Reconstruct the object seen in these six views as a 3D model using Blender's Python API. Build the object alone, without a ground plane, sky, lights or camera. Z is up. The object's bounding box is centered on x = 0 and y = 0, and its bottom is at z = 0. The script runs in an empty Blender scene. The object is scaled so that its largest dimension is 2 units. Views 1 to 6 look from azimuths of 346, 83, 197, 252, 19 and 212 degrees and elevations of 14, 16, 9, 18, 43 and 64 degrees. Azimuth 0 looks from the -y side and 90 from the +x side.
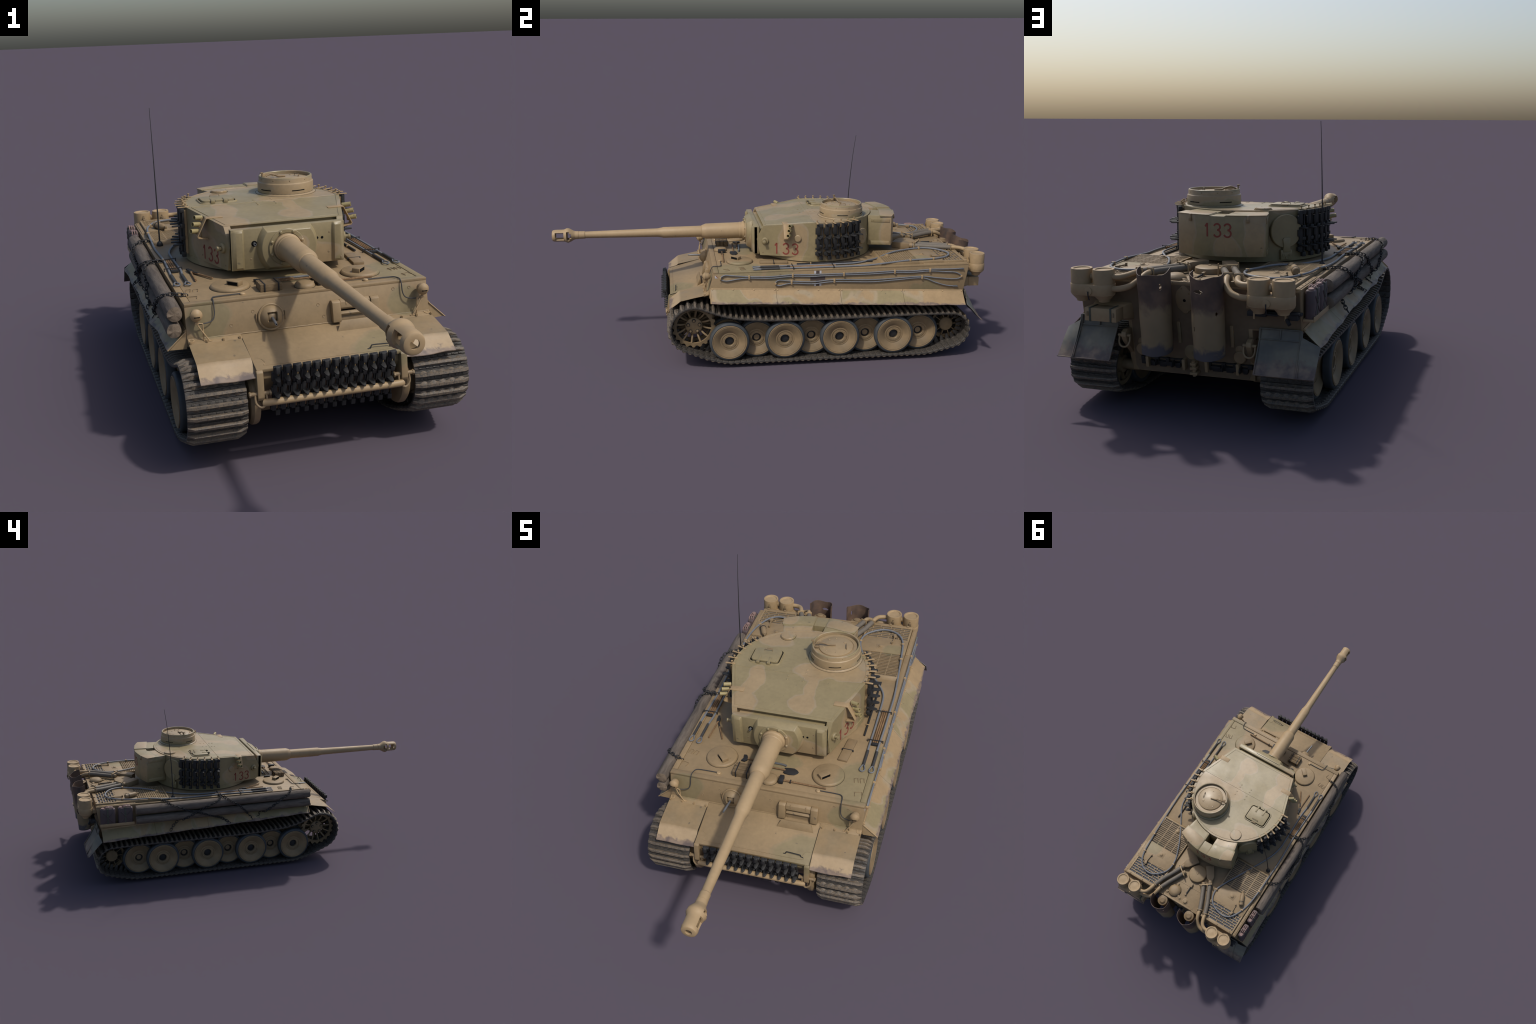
# Heavy tank, desert camouflage -- built part by part in procedural code.
import bpy, bmesh, math, random
from math import sin, cos, pi, radians, hypot, atan2, sqrt
from mathutils import Vector, Matrix, noise as mnoise

rng = random.Random(7)
C = 0.007            # x of the tank's centre plane
DECK = 0.437         # height of the hull roof


# ---------------------------------------------------------------- materials
class Mat:
    def __init__(s, name, rough=0.6, spec=0.4, metal=0.0):
        s.m = bpy.data.materials.new(name)
        s.m.use_nodes = True
        s.t = s.m.node_tree
        s.b = s.t.nodes["Principled BSDF"]
        s.b.inputs["Roughness"].default_value = rough
        s.b.inputs["Specular IOR Level"].default_value = spec
        s.b.inputs["Metallic"].default_value = metal
        s.co = s.n("ShaderNodeTexCoord").outputs["Object"]

    def n(s, kind, **kw):
        nd = s.t.nodes.new(kind)
        for k, v in kw.items():
            setattr(nd, k, v)
        return nd

    def link(s, a, b):
        s.t.links.new(a, b)

    def put(s, sock, v):
        if hasattr(v, "links"):
            s.link(v, sock)
        else:
            sock.default_value = v

    def noise(s, scale, detail=3.0, rough=0.55, dist=0.0, co=None, stretch=None):
        co = co or s.co
        if stretch:
            mp = s.n("ShaderNodeMapping")
            s.link(co, mp.inputs["Vector"])
            mp.inputs["Scale"].default_value = stretch
            co = mp.outputs[0]
        nd = s.n("ShaderNodeTexNoise")
        s.link(co, nd.inputs["Vector"])
        nd.inputs["Scale"].default_value = scale
        nd.inputs["Detail"].default_value = detail
        nd.inputs["Roughness"].default_value = rough
        nd.inputs["Distortion"].default_value = dist
        return nd.outputs["Fac"]

    def ramp(s, fac, stops):
        nd = s.n("ShaderNodeValToRGB")
        s.link(fac, nd.inputs[0])
        e = nd.color_ramp.elements
        while len(e) < len(stops):
            e.new(0.5)
        for i, (p, c) in enumerate(stops):
            e[i].position = p
            c = c if hasattr(c, "__len__") else (c, c, c)
            e[i].color = (c[0], c[1], c[2], 1)
        return nd.outputs[0]

    def mix(s, a, b, fac, mode="MIX"):
        nd = s.n("ShaderNodeMix", data_type="RGBA", blend_type=mode)
        for i, v in ((0, fac), (6, a), (7, b)):
            if i and not hasattr(v, "links"):
                v = (v[0], v[1], v[2], 1)
            s.put(nd.inputs[i], v)
        return nd.outputs[2]

    def math(s, op, a, b=0.0, c=0.0):
        nd = s.n("ShaderNodeMath", operation=op)
        s.put(nd.inputs[0], a)
        s.put(nd.inputs[1], b)
        s.put(nd.inputs[2], c)
        return nd.outputs[0]

    def axis(s, k):
        nd = s.n("ShaderNodeSeparateXYZ")
        s.link(s.co, nd.inputs[0])
        return nd.outputs[k]

    def bump(s, h, strength=0.3, dist=0.002):
        nd = s.n("ShaderNodeBump")
        nd.inputs["Strength"].default_value = strength
        nd.inputs["Distance"].default_value = dist
        s.link(h, nd.inputs["Height"])
        s.link(nd.outputs[0], s.b.inputs["Normal"])

    def color(s, v):
        s.put(s.b.inputs["Base Color"], v if hasattr(v, "links") else (v[0], v[1], v[2], 1))

    def rough(s, v):
        s.put(s.b.inputs["Roughness"], v)


TAN = (0.330, 0.232, 0.125)
HTAN = (0.252, 0.178, 0.095)       # hull paint has faded darker
OLIVE = (0.245, 0.196, 0.103)
HOLIVE = (0.208, 0.165, 0.088)
PALE = (0.292, 0.228, 0.142)


def weather(m, col, grain=1.0, chips=True, ro=(0.46, 0.62)):
    """fine tone variation, dust and small chips shared by every painted part"""
    v = m.noise(9, 5, 0.6)
    col = m.mix(col, m.ramp(v, [(0.28, 0.80), (0.5, 0.97), (0.75, 1.13)]), 0.8 * grain, "MULTIPLY")
    f = m.noise(70, 4, 0.65)
    col = m.mix(col, m.ramp(f, [(0.3, 0.88), (0.7, 1.08)]), 0.7 * grain, "MULTIPLY")
    if chips:
        ch = m.noise(46, 2, 0.4)
        col = m.mix(col, (0.07, 0.06, 0.05), m.ramp(ch, [(0.742, 0.0), (0.765, 0.55)]))
    m.rough(m.ramp(m.noise(7, 4, 0.6), [(0.3, ro[0]), (0.7, ro[1])]))
    m.bump(m.noise(160, 3, 0.6), 0.10, 0.0015)
    return col


def camo(name, base, other, blobs, pale=None, ro=(0.46, 0.62), spec=0.4):
    """two colours with a pale sprayed border; blobs = (centre, radii) of the second colour"""
    m = Mat(name, spec=spec)
    wn = m.n("ShaderNodeTexNoise")
    m.link(m.co, wn.inputs["Vector"])
    wn.inputs["Scale"].default_value = 11
    wn.inputs["Detail"].default_value = 1.5
    sub = m.n("ShaderNodeVectorMath", operation="SUBTRACT")
    m.link(wn.outputs["Color"], sub.inputs[0])
    sub.inputs[1].default_value = (0.5, 0.5, 0.5)
    mad = m.n("ShaderNodeVectorMath", operation="MULTIPLY_ADD")
    m.link(sub.outputs[0], mad.inputs[0])
    mad.inputs[1].default_value = (0.06, 0.06, 0.06)
    m.link(m.co, mad.inputs[2])
    d = None
    for c, r in blobs:
        s1 = m.n("ShaderNodeVectorMath", operation="SUBTRACT")
        m.link(mad.outputs[0], s1.inputs[0])
        s1.inputs[1].default_value = c
        s2 = m.n("ShaderNodeVectorMath", operation="DIVIDE")
        m.link(s1.outputs[0], s2.inputs[0])
        s2.inputs[1].default_value = r
        ln = m.n("ShaderNodeVectorMath", operation="LENGTH")
        m.link(s2.outputs[0], ln.inputs[0])
        o = ln.outputs["Value"]
        d = o if d is None else m.math("SMOOTH_MIN", d, o, 0.35)
    pale = pale or PALE
    d = m.math("MULTIPLY", d, 0.4)
    col = m.ramp(d, [(0.365, other), (0.392, pale), (0.412, pale), (0.44, base)])
    m.color(weather(m, col, ro=ro))
    return m.m


def plain(name, col, rough=0.55, spec=0.35, grain=1.0, chips=True, metal=0.0):
    m = Mat(name, rough, spec, metal)
    m.color(weather(m, m.mix(col, col, 0.0), grain, chips))
    if metal or rough != 0.55:
        for l in list(m.b.inputs["Roughness"].links):
            m.t.links.remove(l)
        m.b.inputs["Roughness"].default_value = rough
    return m.m


M_HULL = camo("hull_paint", HTAN, HOLIVE, [
    ((0.215, -0.425, 0.30), (0.135, 0.078, 0.06)),
    ((0.33, -0.15, 0.44), (0.09, 0.12, 0.03)), ((-0.30, -0.275, 0.40), (0.07, 0.03, 0.06)),
    ((0.0, -0.10, 0.44), (0.10, 0.05, 0.03)), ((0.30, -0.275, 0.37), (0.05, 0.03, 0.05)),
    ((0.39, 0.70, 0.33), (0.03, 0.07, 0.05)), ((0.39, 0.02, 0.42), (0.03, 0.07, 0.03)),
    ((-0.39, 0.30, 0.36), (0.05, 0.25, 0.06)), ((0.30, 0.70, 0.44), (0.05, 0.04, 0.03)),
    ((0.0, 0.86, 0.25), (0.10, 0.08, 0.06))], pale=(0.232, 0.174, 0.097), ro=(0.50, 0.64))
M_TURRET = camo("turret_paint", OLIVE, (0.308, 0.224, 0.124), [
    ((0.068, 0.045, 0.605), (0.056, 0.050, 0.04)), ((0.080, 0.135, 0.615), (0.028, 0.07, 0.04)),
    ((0.070, 0.235, 0.62), (0.085, 0.055, 0.04)), ((0.200, 0.250, 0.62), (0.085, 0.055, 0.04)),
    ((-0.150, 0.00, 0.605), (0.050, 0.07, 0.05)), ((-0.150, 0.13, 0.62), (0.034, 0.10, 0.05)),
    ((-0.140, 0.42, 0.63), (0.075, 0.06, 0.03)), ((-0.040, 0.50, 0.62), (0.09, 0.04, 0.04)),
    ((0.255, 0.10, 0.53), (0.05, 0.07, 0.10)), ((0.22, 0.33, 0.53), (0.11, 0.13, 0.10)),
    ((0.05, -0.06, 0.49), (0.14, 0.03, 0.05)), ((0.03, -0.065, 0.53), (0.05, 0.04, 0.05)),
    ((-0.225, 0.10, 0.50), (0.05, 0.10, 0.07)), ((-0.12, 0.60, 0.53), (0.035, 0.05, 0.09)),
    ((0.14, 0.59, 0.55), (0.05, 0.06, 0.10)), ((-0.02, 0.62, 0.50), (0.05, 0.03, 0.05)),
    ((0.10, 0.58, 0.62), (0.05, 0.035, 0.03)), ((-0.13, 0.57, 0.62), (0.035, 0.03, 0.03)),
    ((0.13, 0.36, 0.665), (0.13, 0.13, 0.03))], ro=(0.34, 0.54), spec=0.5)
M_SKIRT = None
M_TAN = plain("tan_paint", TAN)
M_GUN = plain("gun_paint", (0.345, 0.245, 0.135), grain=0.6)
M_TANDARK = plain("dull_tan_paint", (0.215, 0.152, 0.084))
M_HTAN = plain("hull_tan_paint", HTAN)
M_WHEEL = None
M_DARK = plain("black_iron", (0.020, 0.020, 0.021), 0.6, 0.35, chips=False)
M_HOLE = plain("dark_opening", (0.006, 0.006, 0.006), 0.9, 0.1, chips=False)
M_SPARE = plain("spare_link_steel", (0.024, 0.0235, 0.023), 0.6, 0.35, chips=False)
M_CABLE = plain("steel_cable_metal", (0.150, 0.157, 0.170), 0.5, 0.45, chips=False)
M_SLEEVE = plain("cable_sleeve_rubber", (0.045, 0.044, 0.044), 0.6, 0.3, chips=False)
M_MESH = plain("radiator_screen", (0.075, 0.080, 0.090), 0.7, 0.3, chips=False)
M_RED = plain("red_marking_paint", (0.215, 0.050, 0.036), 0.65, 0.3, 0.9, chips=False)
M_WHITE = plain("white_marking_paint", (0.46, 0.45, 0.46), 0.6, 0.3, chips=False)
M_BLACK = plain("faded_black_marking_paint", (0.075, 0.055, 0.048), 0.65, 0.3, chips=False)
M_HOSE = plain("flexible_hose_rubber", (0.135, 0.115, 0.09), 0.6, 0.35, chips=False)
M_CAN = plain("jerrycan_paint", (0.085, 0.062, 0.062), 0.55, 0.35, chips=False)
M_CANTOP = plain("jerrycan_handle_paint", (0.24, 0.155, 0.135), 0.55, 0.35, chips=False)
M_STRAP = plain("canvas_strap", (0.085, 0.088, 0.068), 0.8, 0.2, chips=False)
M_BRASS = plain("smoke_tube_paint", (0.30, 0.245, 0.115), 0.5, 0.4)
M_STEEL = plain("bare_steel", (0.16, 0.165, 0.17), 0.4, 0.5, chips=False, metal=0.4)


def mk_rubber():
    m = Mat("tyre_rubber", 0.62, 0.35)
    m.color(m.mix((0.036, 0.043, 0.050), (0.058, 0.062, 0.062), m.ramp(m.noise(30, 4), [(0.35, 0), (0.7, 1)])))
    return m.m


def mk_track(name, worn):
    m = Mat(name, 0.55, 0.45)
    k = 1.0 + worn * 4.5
    a = m.mix((0.030 * k, 0.027 * k, 0.024 * k), (0.058 * k, 0.050 * k, 0.041 * k), m.ramp(m.noise(90, 5, 0.65), [(0.36, 0), (0.62, 1)]))
    a = m.mix(a, (0.170, 0.128, 0.085), m.ramp(m.noise(150, 4, 0.7, 0.6), [(0.60 - worn, 0), (0.72 - worn, 0.75)]))
    m.color(a)
    m.bump(m.noise(260, 4, 0.7), 0.5, 0.003)
    return m.m


def mk_wood(name, a, b, c, stretch, scale=26):
    m = Mat(name, 0.75, 0.2)
    n1 = m.noise(scale, 6, 0.7, 0.3, stretch=stretch)
    n2 = m.noise(6, 3, 0.6)
    col = m.ramp(n1, [(0.28, a), (0.5, b), (0.72, c)])
    col = m.mix(col, m.ramp(n2, [(0.3, 0.78), (0.7, 1.2)]), 0.9, "MULTIPLY")
    m.color(col)
    m.bump(n1, 0.5, 0.004)
    return m.m


def mk_shield():
    """scorched upper half, paint left on the lower part, oily lower rim"""
    m = Mat("scorched_sheet_metal", 0.6, 0.35)
    z = m.axis(2)
    nz = m.noise(24, 4, 0.6, 0.5)
    zz = m.math("MULTIPLY_ADD", nz, 0.09, z)
    rust = m.ramp(m.noise(16, 5, 0.6), [(0.3, (0.058, 0.044, 0.039)), (0.5, (0.105, 0.070, 0.052)), (0.7, (0.165, 0.105, 0.070))])
    paint = m.ramp(m.noise(8, 4), [(0.3, (0.20, 0.15, 0.085)), (0.7, (0.27, 0.195, 0.11))])
    up = m.ramp(m.math("MULTIPLY", zz, 1.0), [(0.395, 0), (0.425, 1)])
    low = m.ramp(zz, [(0.278, 1), (0.296, 0)])
    col = m.mix(paint, rust, up)
    col = m.mix(col, (0.075, 0.068, 0.072), low)
    m.color(col)
    m.bump(m.noise(60, 4), 0.25, 0.003)
    return m.m


def mk_sheet(name, mode):
    """thin bent sheet (skirts, fenders): camouflage with a scraped, rusty free edge"""
    m = Mat(name, 0.5, 0.4)
    base = m.ramp(m.noise(7.0 if mode == "skirt" else 4.0, 1.5, 0.5, 0.8, stretch=(0.6, 1.0, 0.6)),
                  [(0.46, (0.305, 0.212, 0.112)), (0.49, PALE), (0.51, PALE), (0.54, OLIVE)])
    if mode == "fender":
        tip = m.ramp(m.math("ADD", m.axis(1), 1.0), [(0.580, 1), (0.588, 0)])     # bare, sun-bleached lip in front of the fold
        base = m.mix(HTAN, (0.215, 0.165, 0.098), m.ramp(m.noise(12, 3), [(0.4, 0), (0.65, 0.7)]))
        base = m.mix(base, (0.330, 0.240, 0.140), tip)
    if mode == "flap":        # mostly bare, dulled sheet
        base = m.ramp(m.noise(9, 3, 0.6, 0.5), [(0.38, (0.105, 0.102, 0.088)), (0.6, (0.165, 0.150, 0.112))])
    col = weather(m, base)
    n = m.noise(38, 4, 0.6, 0.4)
    if mode == "skirt":       # free edge runs at |x| ~ 0.43
        ax = m.math("ABSOLUTE", m.math("SUBTRACT", m.axis(0), C))
        e = m.math("MULTIPLY_ADD", n, 0.030, ax)
        f = m.ramp(e, [(0.4365, 0), (0.4405, 1)])
    elif mode == "fender":    # free edge at y ~ -0.462
        e = m.math("MULTIPLY_ADD", n, -0.045, m.axis(1))
        f = m.ramp(m.math("ADD", e, 1.0), [(0.523, 1), (0.530, 0)])
    else:                     # rear flap, free edge at y ~ 0.958
        e = m.math("MULTIPLY_ADD", n, 0.06, m.axis(1))
        f = m.ramp(e, [(0.958, 0), (0.975, 1)])
    scr = m.ramp(m.noise(30, 3), [(0.4, (0.105, 0.078, 0.068)), (0.6, (0.20, 0.145, 0.105))])
    m.color(m.mix(col, scr, f))
    m.rough(m.ramp(m.noise(18, 3), [(0.3, 0.42), (0.7, 0.62)]))
    return m.m


def mk_wheel():
    m = Mat("wheel_paint", 0.55, 0.35)
    a = m.mix((0.225, 0.158, 0.085), (0.180, 0.130, 0.072), m.ramp(m.noise(16, 3), [(0.4, 0), (0.62, 1)]))
    a = m.mix(a, m.ramp(m.noise(60, 3), [(0.3, 0.86), (0.7, 1.08)]), 0.8, "MULTIPLY")
    m.color(a)
    return m.m


M_DARKLINE = plain("dark_joint_line", (0.055, 0.045, 0.034), 0.9, 0.1, chips=False)  # dark brown tone for the thin lines at round fittings and plate joints
M_REARDARK = plain("dark_rear_tan", (0.150, 0.108, 0.066), 0.7, 0.3)  # darker tan used on the rear plate
M_RUBBER, M_TRACK, M_SHIELD, M_WHEEL = mk_rubber(), mk_track("track_steel", 0.0), mk_shield(), mk_wheel()
M_GROUSER = mk_track("worn_grouser_steel", 0.17)
M_SKIRT, M_FENDER, M_FLAP = mk_sheet("skirt_paint", "skirt"), mk_sheet("fender_paint", "fender"), mk_sheet("flap_paint", "flap")
M_LOG = mk_wood("weathered_log_bark", (0.070, 0.058, 0.048), (0.120, 0.098, 0.080), (0.165, 0.138, 0.112), (4, 0.6, 4))
M_LOGEND = mk_wood("cut_log_wood", (0.11, 0.085, 0.062), (0.185, 0.142, 0.102), (0.24, 0.19, 0.14), (2, 2, 2), 30)
M_WOOD = mk_wood("tool_handle_wood", (0.10, 0.058, 0.030), (0.19, 0.115, 0.058), (0.27, 0.175, 0.095), (5, 1, 5))
M_BLOCK = mk_wood("jack_block_wood", (0.10, 0.070, 0.040), (0.18, 0.125, 0.068), (0.25, 0.18, 0.105), (1, 6, 6))


# ---------------------------------------------------------------- geometry
def cr(pts, n=8, closed=False):
    """Catmull-Rom through the control points"""
    P = [Vector(p) for p in pts]
    out, L = [], len(P)
    for i in range(L if closed else L - 1):
        if closed:
            a, b, c, d = P[i - 1], P[i], P[(i + 1) % L], P[(i + 2) % L]
        else:
            a, b, c, d = P[max(i - 1, 0)], P[i], P[i + 1], P[min(i + 2, L - 1)]
        for k in range(n):
            t = k / n
            out.append(0.5 * ((2 * b) + (c - a) * t + (2 * a - 5 * b + 4 * c - d) * t * t + (3 * b - a - 3 * c + d) * t ** 3))
    if not closed:
        out.append(P[-1])
    return out


def frame(ax):
    z = Vector(ax).normalized()
    h = Vector((0, 0, 1)) if abs(z.z) < 0.9 else Vector((1, 0, 0))
    x = h.cross(z).normalized()
    return x, z.cross(x), z


class Part:
    def __init__(s, name, mat):
        s.name, s.V, s.F, s.I, s.mats, s.cur = name, [], [], [], [mat], 0

    def mat(s, m):
        if m not in s.mats:
            s.mats.append(m)
        s.cur = s.mats.index(m)
        return s

    def add(s, V, F, b=0.0, seg=2, ang=30, recalc=True):
        if b or recalc:
            bm = bmesh.new()
            vs = [bm.verts.new(v) for v in V]
            for f in F:
                try:
                    bm.faces.new([vs[i] for i in f])
                except ValueError:
                    pass
            bmesh.ops.recalc_face_normals(bm, faces=bm.faces)
            if b:
                es = [e for e in bm.edges if e.is_manifold and e.calc_face_angle(0) > radians(ang)]
                bmesh.ops.bevel(bm, geom=es, offset=b, segments=seg, profile=0.5, affect="EDGES", clamp_overlap=True)
            bm.verts.index_update()
            V = [v.co.copy() for v in bm.verts]
            F = [[v.index for v in f.verts] for f in bm.faces]
            bm.free()
        o = len(s.V)
        s.V += [Vector(v) for v in V]
        s.F += [[i + o for i in f] for f in F]
        s.I += [s.cur] * len(F)
        return s

    def box(s, c, size, rz=0.0, b=0.0, R=None, seg=2):
        c = Vector(c)
        R = R or Matrix.Rotation(rz, 3, "Z")
        h = [d / 2 for d in size]
        V = [c + R @ Vector((x * h[0], y * h[1], z * h[2])) for x in (-1, 1) for y in (-1, 1) for z in (-1, 1)]
        F = [(0, 1, 3, 2), (4, 6, 7, 5), (0, 4, 5, 1), (2, 3, 7, 6), (0, 2, 6, 4), (1, 5, 7, 3)]
        return s.add(V, F, b, seg)

    def span(s, x, y, z, b=0.0):
        return s.box(((x[0] + x[1]) / 2, (y[0] + y[1]) / 2, (z[0] + z[1]) / 2),
                     (abs(x[1] - x[0]), abs(y[1] - y[0]), abs(z[1] - z[0])), 0, b)

    def loft(s, rings, b=0.0, caps=True, closed=True, ang=30, seg=2):
        n = len(rings[0])
        V = [p for r in rings for p in r]
        F = []
        for i in range(len(rings) - 1):
            for j in range(n if closed else n - 1):
                k = (j + 1) % n
                F.append((i * n + j, i * n + k, (i + 1) * n + k, (i + 1) * n + j))
        if caps:
            F.append(tuple(range(n - 1, -1, -1)))
            F.append(tuple((len(rings) - 1) * n + j for j in range(n)))
        return s.add(V, F, b, seg, ang)

    def prism(s, poly, axis, a, c, b=0.0, ang=30):
        def at(p, h):
            return {"x": (h, p[0], p[1]), "y": (p[0], h, p[1]), "z": (p[0], p[1], h)}[axis]
        return s.loft([[at(p, a) for p in poly], [at(p, c) for p in poly]], b, ang=ang)

    def lathe(s, prof, o, ax, seg=32, b=0.0, phase=0.0):
        """prof = (radius, height along ax); radius 0 closes the end"""
        x, y, z = frame(ax)
        o = Vector(o)
        V, F, rows = [], [], []
        for r, h in prof:
            if r < 1e-6:
                rows.append([len(V)])
                V.append(o + z * h)
            else:
                rows.append(list(range(len(V), len(V) + seg)))
                V += [o + z * h + (x * cos(phase + 2 * pi * k / seg) + y * sin(phase + 2 * pi * k / seg)) * r for k in range(seg)]
        for A, B in zip(rows, rows[1:]):
            for k in range(seg):
                l = (k + 1) % seg
                if len(A) == 1 and len(B) == 1:
                    continue
                if len(A) == 1:
                    F.append((A[0], B[k], B[l]))
                elif len(B) == 1:
                    F.append((A[k], A[l], B[0]))
                else:
                    F.append((A[k], A[l], B[l], B[k]))
        if len(rows[0]) > 1 and prof[0] != prof[-1]:
            F.append(tuple(reversed(rows[0])))
        if len(rows[-1]) > 1 and prof[0] != prof[-1]:
            F.append(tuple(rows[-1]))
        return s.add(V, F, b)

    def cyl(s, a, c, r, seg=16, b=0.0, r2=None):
        a, c = Vector(a), Vector(c)
        L = (c - a).length
        return s.lathe([(r, 0), (r if r2 is None else r2, L)], a, c - a, seg, b)

    def tube(s, pts, r, seg=8, closed=False):
        P = [Vector(p) for p in pts]
        n = len(P)
        rings, up = [], None
        for i in range(n):
            if closed:
                t = (P[(i + 1) % n] - P[i - 1]).normalized()
            else:
                t = (P[min(i + 1, n - 1)] - P[max(i - 1, 0)]).normalized()
            if up is None:
                x, y, _ = frame(t)
            else:
                x = (up - t * up.dot(t)).normalized()
                y = t.cross(x)
            up = x
            rr = r[i] if hasattr(r, "__len__") else r
            rings.append([P[i] + (x * cos(2 * pi * k / seg) + y * sin(2 * pi * k / seg)) * rr for k in range(seg)])
        if closed:
            rings.append(rings[0])
            return s.loft(rings, caps=False)
        return s.loft(rings)

    def ball(s, c, r, seg=16, rings=8, squash=(1, 1, 1)):
        V, F = [], []
        c = Vector(c)
        for i in range(rings + 1):
            a = pi * i / rings
            for k in range(seg):
                t = 2 * pi * k / seg
                V.append(c + Vector((r * sin(a) * cos(t) * squash[0], r * sin(a) * sin(t) * squash[1], r * cos(a) * squash[2])))
        for i in range(rings):
            for k in range(seg):
                l = (k + 1) % seg
                F.append((i * seg + k, i * seg + l, (i + 1) * seg + l, (i + 1) * seg + k))
        bm = bmesh.new()
        vs = [bm.verts.new(v) for v in V]
        for f in F:
            bm.faces.new([vs[i] for i in f])
        bmesh.ops.remove_doubles(bm, verts=bm.verts, dist=1e-6)
        bm.verts.index_update()
        V = [v.co.copy() for v in bm.verts]
        F = [[v.index for v in f.verts] for f in bm.faces]
        bm.free()
        return s.add(V, F)

    def shell(s, fo, fi, ni, nj, closed=False, open_cell=None):
        """sheet with thickness from two surface functions of (i, j); cells may be left open"""
        nv = nj if closed else nj + 1
        V = [fo(i, j) for i in range(ni + 1) for j in range(nv)] + [fi(i, j) for i in range(ni + 1) for j in range(nv)]
        off = (ni + 1) * nv
        F = []

        def solid(i, j):
            if closed:
                j %= nj
            if i < 0 or i >= ni or j < 0 or j >= nj:
                return False
            return not (open_cell and open_cell(i, j))

        def vid(i, j):
            return i * nv + (j % nv if closed else j)
        for i in range(ni):
            for j in range(nj):
                if not solid(i, j):
                    continue
                q = (vid(i, j), vid(i, j + 1), vid(i + 1, j + 1), vid(i + 1, j))
                F.append(q)
                F.append(tuple(reversed([k + off for k in q])))
                for (di, dj, a, b2) in ((-1, 0, 0, 1), (1, 0, 2, 3), (0, -1, 3, 0), (0, 1, 1, 2)):
                    if not solid(i + di, j + dj):
                        F.append((q[b2], q[a], q[a] + off, q[b2] + off))
        return s.add(V, F)

    def sheet(s, fn, ni, nj, th):
        """thin sheet: fn(u, v) for u, v in 0..1, thickened along th (vector)"""
        th = Vector(th)
        return s.shell(lambda i, j: Vector(fn(i / ni, j / nj)), lambda i, j: Vector(fn(i / ni, j / nj)) - th, ni, nj)

    def ribbon(s, pts, w, at, h=0.0007):
        """painted stroke: flat band of width w along 2-D pts; at(u, v, height) -> 3-D"""
        n = len(pts)
        rings = []
        for i in range(n):
            a, c = pts[max(i - 1, 0)], pts[min(i + 1, n - 1)]
            dx, dy = c[0] - a[0], c[1] - a[1]
            L = hypot(dx, dy)
            nx, ny = -dy / L * w / 2, dx / L * w / 2
            u, v = pts[i]
            rings.append([at(u + nx, v + ny, h), at(u - nx, v - ny, h), at(u - nx, v - ny, -0.002), at(u + nx, v + ny, -0.002)])
        return s.loft(rings)

    def bolt(s, p, n, r=0.003, h=0.002, seg=8):
        return s.lathe([(r, -0.001), (r, h * 0.6), (r * 0.75, h), (0, h)], p, n, seg)

    def obj(s, parent=None, smooth=32, kind=None):
        me = bpy.data.meshes.new(s.name)
        me.from_pydata([tuple(v) for v in s.V], [], s.F)
        for m in s.mats:
            me.materials.append(m)
        me.polygons.foreach_set("material_index", s.I)
        me.polygons.foreach_set("use_smooth", [True] * len(s.F))
        me.set_sharp_from_angle(angle=radians(smooth))
        me.update()
        o = bpy.data.objects.new(s.name, me)
        bpy.context.scene.collection.objects.link(o)
        o.parent = parent
        if kind:
            o["kind"] = kind
        return o


def dark_ring(part, c, r, keep, w=0.0012, h=0.0006, ax=(0, 0, 1)):
    """thin dark ring around a round fitting"""
    part.mat(M_DARKLINE).lathe([(r, -0.002), (r, h), (r + w, h), (r + w, -0.002)], c, ax, 44)
    part.mat(keep)


def copy_of(o, parent=None, matrix=None):
    c = o.copy()
    bpy.context.scene.collection.objects.link(c)
    c.parent = parent or o.parent
    if matrix is not None:
        c.matrix_local = matrix
    return c


def mx(side, x):
    """x measured outward from the centre plane"""
    return C + side * x


TANK = bpy.data.objects.new("heavy_tank", None)
bpy.context.scene.collection.objects.link(TANK)
TANK["label"] = "desert tan and olive heavy battle tank with long gun"
TANK["category"] = "tank"
SIDES = (1, -1)


# ---------------------------------------------------------------- hull
def rear_y(z):
    return 0.902 - (DECK - z) * 0.165


hull = Part("hull", M_HULL)
# superstructure with overhanging panniers
prof = [(-0.264, 0.4335), (-0.286, 0.342), (-0.286, 0.318), (0.878, 0.296), (rear_y(0.4335), 0.4335)]
hull.prism(prof, "x", C - 0.373, C + 0.373, 0.0018)
# lower hull tub
low = [(-0.28, 0.335), (-0.448, 0.287), (-0.450, 0.262), (-0.375, 0.140), (-0.350, 0.122), (-0.30, 0.112), (0.80, 0.114),
       (rear_y(0.125), 0.125), (rear_y(0.33), 0.33)]
hull.prism(low, "x", C - 0.212, C + 0.212, 0.002)
# roof: front strip, side strips and inset panels with narrow grooves between
hull.span((C - 0.373, C + 0.373), (-0.2655, -0.2430), (0.430, 0.4385), 0.0012)
for sd in SIDES:
    hull.span((mx(sd, 0.373), mx(sd, 0.3525)), (-0.2415, 0.899), (0.430, 0.4378), 0.001)
hull.span((C - 0.351, C + 0.351), (-0.2415, 0.5020), (0.430, 0.4365), 0.0008)
hull.span((C - 0.145, C + 0.145), (0.5035, 0.902), (0.430, 0.4370), 0.0008)
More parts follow.
